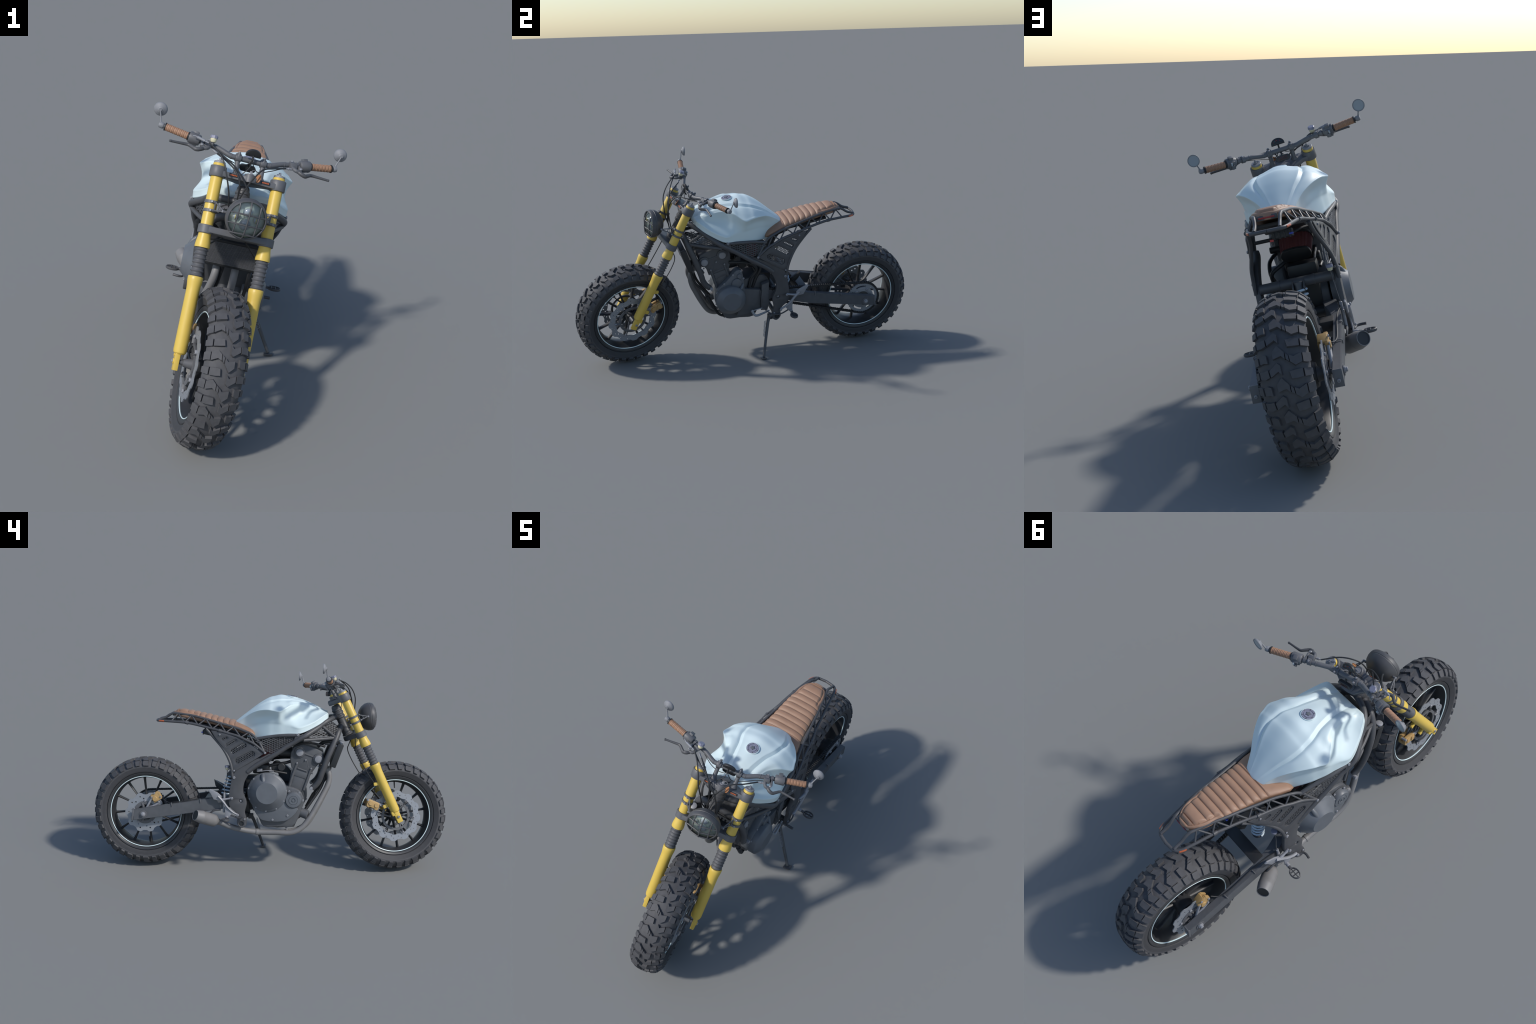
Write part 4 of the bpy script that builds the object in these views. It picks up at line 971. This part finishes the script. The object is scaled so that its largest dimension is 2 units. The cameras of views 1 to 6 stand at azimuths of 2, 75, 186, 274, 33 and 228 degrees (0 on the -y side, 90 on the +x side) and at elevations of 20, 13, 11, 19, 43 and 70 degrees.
# left side: generator cover
gc = B()
gc.lathe([(0, 0.0875), (0.030, 0.0870), (0.036, 0.0845), (0.054, 0.0565), (0.0555, 0.0545), (0.0555, 0)], (0.124, -0.127, 0.398), (1, 0, 0), 64)
gc.plate(smooth2([(-0.215, 0.41), (-0.202, 0.459), (-0.163, 0.496), (-0.126, 0.534), (-0.091, 0.571), (-0.065, 0.571), (-0.049, 0.516), (-0.041, 0.446), (-0.05, 0.36), (-0.12, 0.318), (-0.19, 0.34)], 3), 0.050, (0.104, 0, 0), bev=0.004)
gc.lathe([(0, 0.030), (0.012, 0.028), (0.014, 0.022)], (0.127, -0.090, 0.494), (1, 0, 0), 32); gc.lathe([(0, 0.015), (0.010, 0.013)], (0.127, -0.075, 0.537), (1, 0, 0), 24)
gc.tube([(0.129, -0.052, 0.482), (0.150, -0.070, 0.459)], 0.009, 12, 1)
GCV = gc.obj('generator_cover', 'cover', ENG)
for y, z in ((-0.163, 0.494), (-0.112, 0.546), (-0.066, 0.566), (-0.050, 0.519), (-0.204, 0.440), (-0.208, 0.37)): bolt((0.129, y, z), (1, 0, 0), 1.2, parent=GCV)
sc_ = B(); sc_.plate([(-0.045, 0.448), (0.056, 0.433), (0.060, 0.314), (-0.010, 0.282), (-0.085, 0.278), (-0.055, 0.36)], 0.07, (0.090, 0, 0), bev=0.004)
sc_.plate([(0.060, 0.468), (0.102, 0.482), (0.106, 0.345), (0.098, 0.30), (0.060, 0.305)], 0.040, (0.116, 0, 0), bev=0.003); sc_.obj('sprocket_cover', 'engine', ENG)
# sump
su = B(); su.plate([(0.03, 0.262), (-0.155, 0.262), (-0.145, 0.238), (-0.05, 0.232), (0.02, 0.238)], 0.12, (0.0, 0, 0), bev=0.006); su.obj('sump', 'engine', ENG)
# gearbox rear, starter, coolant pipes, throttle bodies
rr_ = B(); rr_.box((0.0, 0.075, 0.430), (0.16, 0.09, 0.18), Matrix.Rotation(-0.1, 3, 'X'), 0.012); rr_.box((-0.02, 0.045, 0.565), (0.12, 0.09, 0.05), None, 0.010)
rr_.cyl((-0.070, -0.040, 0.575), (0.06, -0.040, 0.575), 0.027, 24); rr_.obj('gearbox', 'black', ENG)
tb = B()
for x_ in (-0.045, 0.045):
    tb.cyl((x_, -0.130, 0.655), (x_, -0.055, 0.660), 0.025, 24)
tb.box((0, -0.085, 0.672), (0.10, 0.045, 0.045), None, 0.006); tb.cyl((0.07, -0.080, 0.640), (0.115, -0.080, 0.640), 0.014, 16); tb.cyl((-0.090, -0.070, 0.580), (-0.05, -0.070, 0.580), 0.022, 20); tb.obj('throttle_body', 'black')
h = B()
h.tube([(-0.070, -0.130, 0.615), (-0.070, -0.09, 0.603), (-0.068, -0.04, 0.595), (-0.065, 0.0, 0.583), (-0.055, 0.03, 0.560)], 0.0085, 12, 6)
h.tube([(0.100, -0.130, 0.615), (0.110, -0.06, 0.612), (0.118, 0.0, 0.598), (0.118, 0.030, 0.560), (0.105, 0.0, 0.50), (0.100, -0.010, 0.44)], 0.0085, 12, 6)
h.tube([(0.06, -0.02, 0.605), (0.05, 0.03, 0.600), (0.11, 0.055, 0.565), (0.105, 0.03, 0.50), (0.095, 0.015, 0.44)], 0.0085, 12, 6)
h.tube([(-0.118, -0.385, 0.722), (-0.105, -0.35, 0.728), (-0.085, -0.31, 0.725), (-0.07, -0.27, 0.70)], 0.011, 12, 6)
h.tube([(0.092, -0.352, 0.600), (0.092, -0.343, 0.549), (0.092, -0.322, 0.497), (0.090, -0.276, 0.445), (0.090, -0.252, 0.408)], 0.0075, 12, 6)
h.tube([(0.090, -0.255, 0.410), (0.090, -0.214, 0.330)], 0.012, 12, 1)
h.tube([(0.090, -0.214, 0.330), (0.085, -0.185, 0.285), (0.078, -0.155, 0.265), (0.070, -0.05, 0.255)], 0.0075, 12, 6)
h.tube([(-0.015, -0.330, 0.580), (-0.030, -0.295, 0.470), (-0.055, -0.24, 0.385), (-0.070, -0.205, 0.335)], 0.008, 12, 6)
h.tube([(-0.09, -0.14, 0.70), (-0.11, -0.20, 0.722), (-0.11, -0.26, 0.716), (-0.09, -0.31, 0.70)], 0.007, 10, 6)
h.tube([(0.09, -0.13, 0.70), (0.10, -0.20, 0.725), (0.10, -0.28, 0.715), (0.11, -0.33, 0.73)], 0.007, 10, 6)
h.tube([(-0.09, 0.04, 0.556), (-0.095, 0.0, 0.562), (-0.090, -0.06, 0.553), (-0.080, -0.10, 0.545)], 0.006, 10, 6)
h.obj('coolant_hose', 'black')
wl = B(); wl.tube([(-0.126, 0.045, 0.560), (-0.132, 0.0, 0.566), (-0.130, -0.03, 0.562)], 0.0028, 8, 4); wl.box((-0.118, 0.05, 0.565), (0.012, 0.03, 0.018), None, 0.002); wl.obj('clutch_arm', 'silver')
# air filter
def oval(cx, cy, cz, a, b, tilt, n=72, pleat=0.0):
    out = []
    for k in range(n):
        t = 2*PI*k/n; c_, s__ = math.cos(t), math.sin(t)
        px = (a-b)*math.copysign(min(1, abs(c_)*1.6), c_) + b*c_; pz = b*s__
        m_ = 1 + (pleat if k % 2 else -pleat)
        out.append(V((cx + px*m_, cy + pz*m_*math.sin(tilt), cz + pz*m_*math.cos(tilt))))
    return out
ax0, ax1 = V((-0.008, -0.030, 0.672)), V((-0.006, 0.048, 0.627))
fl_ = B(); fl_.loft([oval(*ax0, 0.070, 0.042, 0.52, pleat=0.02), oval(*ax0.lerp(ax1, 0.92), 0.062, 0.033, 0.52, pleat=0.025)]); AF = fl_.obj('air_filter', 'filter', None, None, 10)
fl_ = B(); fl_.loft([oval(*ax0.lerp(ax1, 0.90), 0.060, 0.031, 0.52), oval(*ax0.lerp(ax1, 1.0), 0.063, 0.034, 0.52), oval(*ax0.lerp(ax1, 1.08), 0.062, 0.033, 0.52), oval(*ax0.lerp(ax1, 1.10), 0.058, 0.029, 0.52)])
fl_.loft([oval(*ax0.lerp(ax1, -0.35), 0.055, 0.035, 0.52), oval(*ax0.lerp(ax1, -0.10), 0.074, 0.046, 0.52), oval(*ax0.lerp(ax1, 0.04), 0.074, 0.046, 0.52)]); fl_.obj('filter_cap', 'black', AF)
# radiator
ra = B(); ta = math.atan2(0.128, 0.046)
rc_ = V((0, -0.376, 0.653)); zr = V((0, -0.046, 0.128)).normalized(); yr = V((0, zr.z, -zr.y)); RR = Matrix((V((1, 0, 0)), yr, zr)).transposed()
ra.box(rc_ + yr*0.004, (0.225, 0.018, 0.112), RR, 0.002)
for s_ in (-1, 1): ra.box(rc_ + V((s_*0.118, 0, 0)), (0.024, 0.034, 0.136), RR, 0.006)
ra.box(rc_ + zr*0.060, (0.23, 0.030, 0.012), RR, 0.003); ra.box(rc_ - zr*0.060, (0.23, 0.030, 0.012), RR, 0.003)
RAD = ra.obj('radiator', 'black')
fi = B()
for k in range(20): fi.box(rc_ + zr*(-0.0525 + k*0.00553) - yr*0.0105, (0.212, 0.009, 0.0026), RR, 0)
fo = fi.obj('radiator_fins', 'clamp', RAD); fo['kind'] = 'stuff'
rcp = B(); rcp.lathe([(0, 0.010), (0.014, 0.010), (0.014, 0.016), (0.020, 0.016), (0.022, 0.012), (0.022, 0)], rc_ + V((-0.112, 0, 0)) + zr*0.062, zr, 20); rcp.cyl(rc_ + V((-0.11, 0.012, 0)) + zr*0.055, rc_ + V((-0.118, 0.05, 0)) + zr*0.065, 0.008, 14); rcp.obj('radiator_cap', 'silver', RAD)

# ================================================================== EXHAUST
hdr_r = [(-0.040, -0.285, 0.592), (-0.040, -0.315, 0.573), (-0.041, -0.334, 0.548), (-0.045, -0.339, 0.515), (-0.053, -0.328, 0.475), (-0.064, -0.306, 0.430), (-0.078, -0.272, 0.366), (-0.090, -0.232, 0.297), (-0.098, -0.186, 0.240), (-0.100, -0.131, 0.214), (-0.100, -0.05, 0.213), (-0.101, 0.066, 0.214),
         (-0.114, 0.156, 0.229), (-0.124, 0.215, 0.247), (-0.130, 0.262, 0.266), (-0.136, 0.280, 0.2735)]
hdr_l = [(0.037, -0.285, 0.592), (0.036, -0.315, 0.575), (0.035, -0.334, 0.548), (0.034, -0.340, 0.510), (0.031, -0.333, 0.468), (0.020, -0.305, 0.405), (0.000, -0.262, 0.322), (-0.025, -0.218, 0.256), (-0.050, -0.175, 0.228), (-0.078, -0.125, 0.216), (-0.095, -0.07, 0.213)]
ex = B()
ex.tube(hdr_r, 0.0155, 18, 6)
ex.tube(hdr_l, 0.0155, 18, 6)
ex.cyl((-0.0995, 0.050, 0.2135), (-0.102, 0.070, 0.2145), 0.018, 24)
ex.plate([(-0.12, 0.215), (-0.10, 0.255), (-0.09, 0.255), (-0.105, 0.212)], 0.004, (-0.098, 0, 0))
EX = ex.obj('exhaust_pipe', 'pipe')
fl2 = B()
for s_ in (-1, 1):
    fl2.lathe([(-0.006, 0.026), (0.006, 0.026), (0.008, 0.019), (0.022, 0.018)], (s_*0.038, -0.296, 0.588), (0, -0.80, -0.60), 24)
    for d_ in (-0.028, 0.028): fl2.cyl((s_*0.038+d_, -0.286, 0.600), (s_*0.038+d_, -0.316, 0.577), 0.0045, 10)
fl2.obj('exhaust_flange', 'clamp', EX)
m0, m1 = V((-0.136, 0.280, 0.2735)), V((-0.2225, 0.397, 0.323)); md = m1 - m0; Lm = md.length
mu = B(); mu.lathe([(-0.012, 0.0165), (0.0, 0.0185), (0.010, 0.023), (0.020, 0.032), (0.026, 0.0345), (0.030, 0.0352), (Lm-0.045, 0.0355), (Lm-0.043, 0.0362), (Lm-0.036, 0.0350), (Lm-0.004, 0.0300), (Lm, 0.0290), (Lm, 0.0265), (Lm-0.010, 0.0255), (Lm-0.030, 0.024), (Lm-0.030, 0.015), (Lm-0.07, 0.014), (Lm-0.07, 0)], m0, md, 40)
MU = mu.obj('muffler', 'pipe', EX)
mu = B(); mu.lathe([(Lm-0.0035, 0.0272), (Lm-0.032, 0.0245), (Lm-0.032, 0.0)], m0, md, 40); mu.obj('muffler_bore', 'black', MU)
mb_ = B(); mb_.tube([m0 + md*0.35 + V((0.01, 0, 0.034)), (-0.160, 0.300, 0.340), (-0.158, 0.262, 0.345)], 0.005, 8, 4); mb_.obj('muffler_hanger', 'frame', EX)

# ================================================================== SWINGARM
for s_ in (-1, 1):
    a = B()
    x0, x1 = (0.121, 0.1535) if s_ < 0 else (0.137, 0.169)
    def sec(y, zc, hh, xa, xb): 
        return [V((s_*xa, y, zc-hh)), V((s_*xb, y, zc-hh)), V((s_*xb, y, zc+hh)), V((s_*xa, y, zc+hh))]
    rings = [sec(0.130, 0.401, 0.030, 0.075, 0.130), sec(0.20, 0.393, 0.034, 0.085, 0.140), sec(0.26, 0.382, 0.035, 0.105, 0.150), sec(0.34, 0.369, 0.034, x0, x1), sec(0.755, 0.305, 0.030, x0, x1)]
    bm = bmesh.new(); vs = [[bm.verts.new(p) for p in r] for r in rings]
    for i in range(len(rings)-1):
        for k in range(4): bm.faces.new((vs[i][k], vs[i][(k+1) % 4], vs[i+1][(k+1) % 4], vs[i+1][k]))
    bm.faces.new(vs[0]); bm.faces.new(vs[-1]); bmesh.ops.recalc_face_normals(bm, faces=bm.faces)
    bmesh.ops.bevel(bm, geom=list(bm.edges), offset=0.0022, segments=2, affect='EDGES'); bm.verts.index_update()
    a.add([v.co.copy() for v in bm.verts], [[v.index for v in f.verts] for f in bm.faces]); bm.free()
    SWA = a.obj('swingarm_beam', 'engine')
    e = B(); e.box((s_*(x0+x1)/2, 0.757, 0.3047), (0.034, 0.010, 0.062), Matrix.Rotation(0.15, 3, 'X'), 0.002)
    e.lathe([(0, 0.021), (s_*0.004, 0.0205)], (s_*x1, 0.697, 0.311), (1, 0, 0), 28); e.obj('axle_adjuster', 'clamp', SWA)
    e = B(); e.lathe([(0, 0.013), (s_*0.004, 0.0125), (s_*0.0045, 0.009), (s_*0.011, 0.0085), (s_*0.0125, 0.006), (s_*0.0125, 0)], (s_*(x1+0.004), 0.697, 0.311), (1, 0, 0), 24); e.obj('axle_nut', 'steel', SWA)
    bolt((s_*(x0+x1)/2, 0.762, 0.297), (0, 1, -0.1), 1.4); 
    for yy in (0.38, 0.54): 
        zt_ = 0.369 + (yy-0.34)*(-0.1542) + 0.034
        h_ = B(); h_.tube([(s_*(x1-0.014), yy, zt_+0.004), (s_*(x1+0.0025), yy-0.002, zt_+0.001), (s_*(x1+0.0035), yy-0.005, zt_-0.014)], 0.0022, 8, 3); h_.obj('hose_clip', 'clamp')
    rx = B(); rx.cyl((0, 0.695, 0.3124), (s_*0.125, 0.695, 0.3124), 0.010, 16); rx.obj('rear_axle', 'clamp')
cb = B(); cb.box((0, 0.325, 0.385), (0.25, 0.055, 0.045), Matrix.Rotation(-0.15, 3, 'X'), 0.006); cb.cyl((-0.135, 0.1505, 0.3982), (0.135, 0.1505, 0.3982), 0.022, 24); cb.obj('swingarm_bridge', 'black')
# small mud flap on the swingarm
mf = B(); mf.plate([(0.262, 0.448), (0.318, 0.488), (0.310, 0.452), (0.285, 0.425)], 0.028, (0.040, 0, 0), bev=0.004); mf.obj('chain_guard', 'black')
# rear brake hose
h = B(); h.tube([(-0.112, 0.590, 0.392), (-0.128, 0.565, 0.378), (-0.138, 0.535, 0.378), (-0.138, 0.38, 0.402), (-0.140, 0.29, 0.412), (-0.150, 0.25, 0.425), (-0.150, 0.235, 0.44)], 0.0026, 8, 6); h.obj('brake_hose', 'black')
# rear caliper
c = B(); R = Matrix.Rotation(-0.55, 3, 'X'); cc = V((-0.100, 0.630, 0.402))
c.box(cc + V((-0.013, 0, 0)), (0.015, 0.052, 0.046), R, 0.005); c.box(cc + V((0.013, 0, 0)), (0.013, 0.050, 0.042), R, 0.005); c.box(cc + R @ V((0, 0, 0.020)), (0.036, 0.040, 0.012), R, 0.003)
c.cyl(cc + V((-0.018, 0.006, -0.008)), cc + V((-0.026, 0.006, -0.008)), 0.014, 24); c.box(cc + R @ V((-0.013, -0.024, 0.004)), (0.016, 0.016, 0.030), R, 0.004)
CA = c.obj('brake_caliper', 'gold')
c = B(); c.tube([(-0.116, 0.655, 0.395), (-0.117, 0.682, 0.345), (-0.117, 0.693, 0.325)], 0.006, 8, 3); c.tube([(-0.116, 0.612, 0.372), (-0.117, 0.640, 0.355), (-0.117, 0.680, 0.340)], 0.006, 8, 3); c.obj('caliper_bracket', 'silver', CA)
for y, z in ((0.655, 0.402), (0.615, 0.378), (0.640, 0.425), (0.605, 0.405)): bolt((-0.121, y, z), (-1, 0, 0), 1.1)
# chain: upper and lower run plus wrap, small link plates with rollers
ch = B()
cx = 0.122; R1 = 0.0995; R2 = 0.034; C1 = V((cx, 0.695, 0.3124)); C2 = V((cx, 0.105, 0.400))
path = []
d_ = C1 - C2; ang = math.atan2(d_.z, d_.y); off = math.asin((R1-R2)/d_.length)
def pol(C, R, t): return V((C.x, C.y + R*math.cos(t), C.z + R*math.sin(t)))
t_up = ang + PI/2 + off; t_lo = ang - PI/2 - off
path += [pol(C2, R2, t_up).lerp(pol(C1, R1, t_up), k/60) for k in range(60)]
path += [pol(C1, R1, t_up + (t_lo - t_up)*k/30) for k in range(30)]
path += [pol(C1, R1, t_lo).lerp(pol(C2, R2, t_lo), k/60) for k in range(60)]
path += [pol(C2, R2, t_lo - (2*PI - (t_up - t_lo))*k/14) for k in range(14)]
Lp = [0]
for i in range(1, len(path)+1): Lp.append(Lp[-1] + (path[i % len(path)] - path[i-1]).length)
nl = 124
def on_path(sv):
    sv %= Lp[-1]; i = max(0, int(np.searchsorted(Lp, sv)) - 1); f_ = (sv-Lp[i])/max(Lp[i+1]-Lp[i], 1e-9)
    return path[i % len(path)].lerp(path[(i+1) % len(path)], f_)
for k in range(nl):
    a_, b_ = on_path(Lp[-1]*k/nl), on_path(Lp[-1]*(k+1)/nl)
    dd = (b_-a_); an = math.atan2(dd.z, dd.y); Rm = Matrix.Rotation(an, 3, 'X')
    wv = 0.0055 if k % 2 else 0.0075
    for s_ in (-1, 1): ch.box((a_+b_)/2 + V((s_*wv, 0, 0)), (0.0020, dd.length*1.05, 0.0105), Rm, 0)
    ch.lathe([(-0.0095, 0.0058), (0.0095, 0.0058)], a_, (1, 0, 0), 10)
co = ch.obj('drive_chain', 'black'); co['kind'] = 'stuff'
sp1 = B(); sp1.lathe([(0.114, 0.031), (0.130, 0.031)], (0, 0.105, 0.400), (1, 0, 0), 30); sp1.obj('front_sprocket', 'engine')
# shock absorber
sa = B(); A, Bq = V((-0.008, 0.208, 0.545)), V((-0.012, 0.250, 0.385)); sd = Bq-A
sa.cyl(A, Bq, 0.010, 16); sa.cyl(A, A + sd*0.28, 0.020, 20); sa.cyl(A + sd*0.92, Bq, 0.024, 20); SAo = sa.obj('shock_body', 'frame')
spg = B(); u, v, w = basis(sd); hp = []
for k in range(6*14+1):
    t = k/(6*14); a = t*6*2*PI; hp.append(A + sd*(0.20+0.72*t) + (u*math.cos(a) + v*math.sin(a))*0.0265)
spg.tube(hp, 0.0048, 8, 1); spg.obj('shock_spring', 'spring', SAo)

# ================================================================== FOOT CONTROLS
for s_ in (-1, 1):
    h = B()
    X = 0.176
    h.tube(sx(s_, [(X, 0.165, 0.321), (X+0.002, 0.190, 0.334), (X+0.004, 0.222, 0.362), (X+0.004, 0.250, 0.398), (X+0.002, 0.275, 0.424)]), [0.0085, 0.0075, 0.0085, 0.0105, 0.013], 12, 5, flat=0.7)
    h.tube(sx(s_, [(X, 0.198, 0.414), (X+0.002, 0.222, 0.410), (X+0.003, 0.252, 0.405)]), [0.0085, 0.0065, 0.0085], 12, 4, flat=0.8)
    h.plate([(0.262, 0.398), (0.300, 0.405), (0.316, 0.436), (0.330, 0.457), (0.318, 0.464), (0.276, 0.444), (0.255, 0.425)], 0.008, (s_*(X+0.002), 0, 0), bev=0.003)
    h.plate([(0.190, 0.335), (0.238, 0.376), (0.236, 0.335), (0.238, 0.306), (0.215, 0.306)], 0.006, (s_*(X+0.001), 0, 0), bev=0.002)
    h.cyl((s_*(X-0.004), 0.226, 0.308), (s_*(X+0.020), 0.228, 0.306), 0.009, 16)
    HG = h.obj('footrest_hanger', 'silver')
    bolt((s_*(X+0.008), 0.165, 0.3205), (s_, 0, 0), 1.4, parent=HG); bolt((s_*(X+0.008), 0.198, 0.4145), (s_, 0, 0), 1.4, parent=HG)
    # peg: oval cage
    p = B(); cx_, cy_, cz_ = s_*0.2385, 0.2290, 0.303
    rim_ = [V((cx_ + s_*0.028*math.cos(t), cy_ + 0.019*math.sin(t), cz_)) for t in np.linspace(0, 2*PI, 25)[:-1]]
    p.tube(rim_, 0.0035, 8, 2, closed=True, flat=1.8)
    for dx_ in (-0.012, 0.006): p.box((cx_+s_*dx_, cy_, cz_), (0.003, 0.034, 0.010), None, 0.0006)
    p.box((cx_, cy_, cz_), (0.052, 0.003, 0.010), None, 0.0006)
    p.tube([(s_*(X+0.012), 0.228, 0.306), (s_*0.214, 0.229, 0.303)], [0.008, 0.007], 10, 1)
    p.obj('footrest', 'frame', HG)
# brake pedal (right) and shift lever (left)
b_ = B(); b_.tube([(-0.165, 0.225, 0.318), (-0.176, 0.195, 0.316), (-0.180, 0.165, 0.305), (-0.186, 0.140, 0.306), (-0.200, 0.133, 0.3075), (-0.226, 0.136, 0.3085)], [0.005, 0.005, 0.0045, 0.0045, 0.0058, 0.0058], 10, 5); b_.obj('brake_pedal', 'frame')
b_ = B(); b_.tube([(0.165, 0.225, 0.310), (0.180, 0.160, 0.290), (0.180, 0.100, 0.300), (0.186, 0.095, 0.307)], 0.0042, 10, 5); b_.cyl((0.188, 0.095, 0.3075), (0.222, 0.095, 0.3075), 0.0075, 14)
b_.tube([(0.178, 0.100, 0.300), (0.150, 0.060, 0.33), (0.128, 0.055, 0.43)], 0.003, 8, 1); b_.obj('shift_lever', 'frame')
b_ = B(); b_.tube([(0.150, -0.003, 0.318), (0.158, 0.020, 0.285), (0.156, 0.060, 0.292), (0.150, 0.105, 0.305)], [0.007, 0.0075, 0.006, 0.005], 10, 4); b_.tube([(0.152, -0.004, 0.314), (0.152, 0.06, 0.327)], 0.003, 8, 1); b_.obj('stand_tang', 'disc')
# side stand
ks = B(); ks.tube([(0.140, 0.108, 0.262), (0.160, 0.095, 0.235), (0.2655, 0.046, 0.066)], [0.011, 0.0095, 0.0080], 12, 2)
ks.box((0.268, 0.044, 0.061), (0.040, 0.030, 0.008), Matrix.Rotation(LEAN, 3, 'Y').inverted(), 0.002); ks.box((0.142, 0.112, 0.262), (0.022, 0.030, 0.032), None, 0.004)
KS = ks.obj('side_stand', 'frame')
kp = B(); hp = []
A, Bq = V((0.160, 0.078, 0.245)), V((0.203, 0.062, 0.165)); sd = Bq-A; u, v, w = basis(sd)
for k in range(12*8+1): t = k/96; hp.append(A + sd*t + (u*math.cos(t*24*PI) + v*math.sin(t*24*PI))*0.0055)
kp.tube(hp, 0.0013, 6, 1); kp.obj('stand_spring', 'disc', KS)
# rear fluid reservoir
r = B(); r.lathe([(-0.012, 0.005), (-0.010, 0.009), (0.002, 0.0125), (0.004, 0)], (-0.143, 0.228, 0.578), (0, 0, 1), 20); r.obj('fluid_reservoir', 'fluid')
r = B(); r.lathe([(0.003, 0), (0.003, 0.014), (0.013, 0.014), (0.014, 0.011), (0.014, 0)], (-0.143, 0.228, 0.578), (0, 0, 1), 24); r.obj('reservoir_cap', 'lilac')
r = B(); r.box((-0.155, 0.208, 0.576), (0.020, 0.030, 0.009), None, 0.002); r.tube([(-0.143, 0.228, 0.568), (-0.146, 0.230, 0.520), (-0.152, 0.242, 0.470), (-0.155, 0.243, 0.440)], 0.002, 8, 5); r.obj('reservoir_bracket', 'frame')
r = B(); r.cyl((-0.155, 0.243, 0.408), (-0.155, 0.243, 0.442), 0.0065, 14); r.cyl((-0.155, 0.243, 0.33), (-0.155, 0.243, 0.41), 0.008, 14); r.obj('rear_master_cylinder', 'silver')
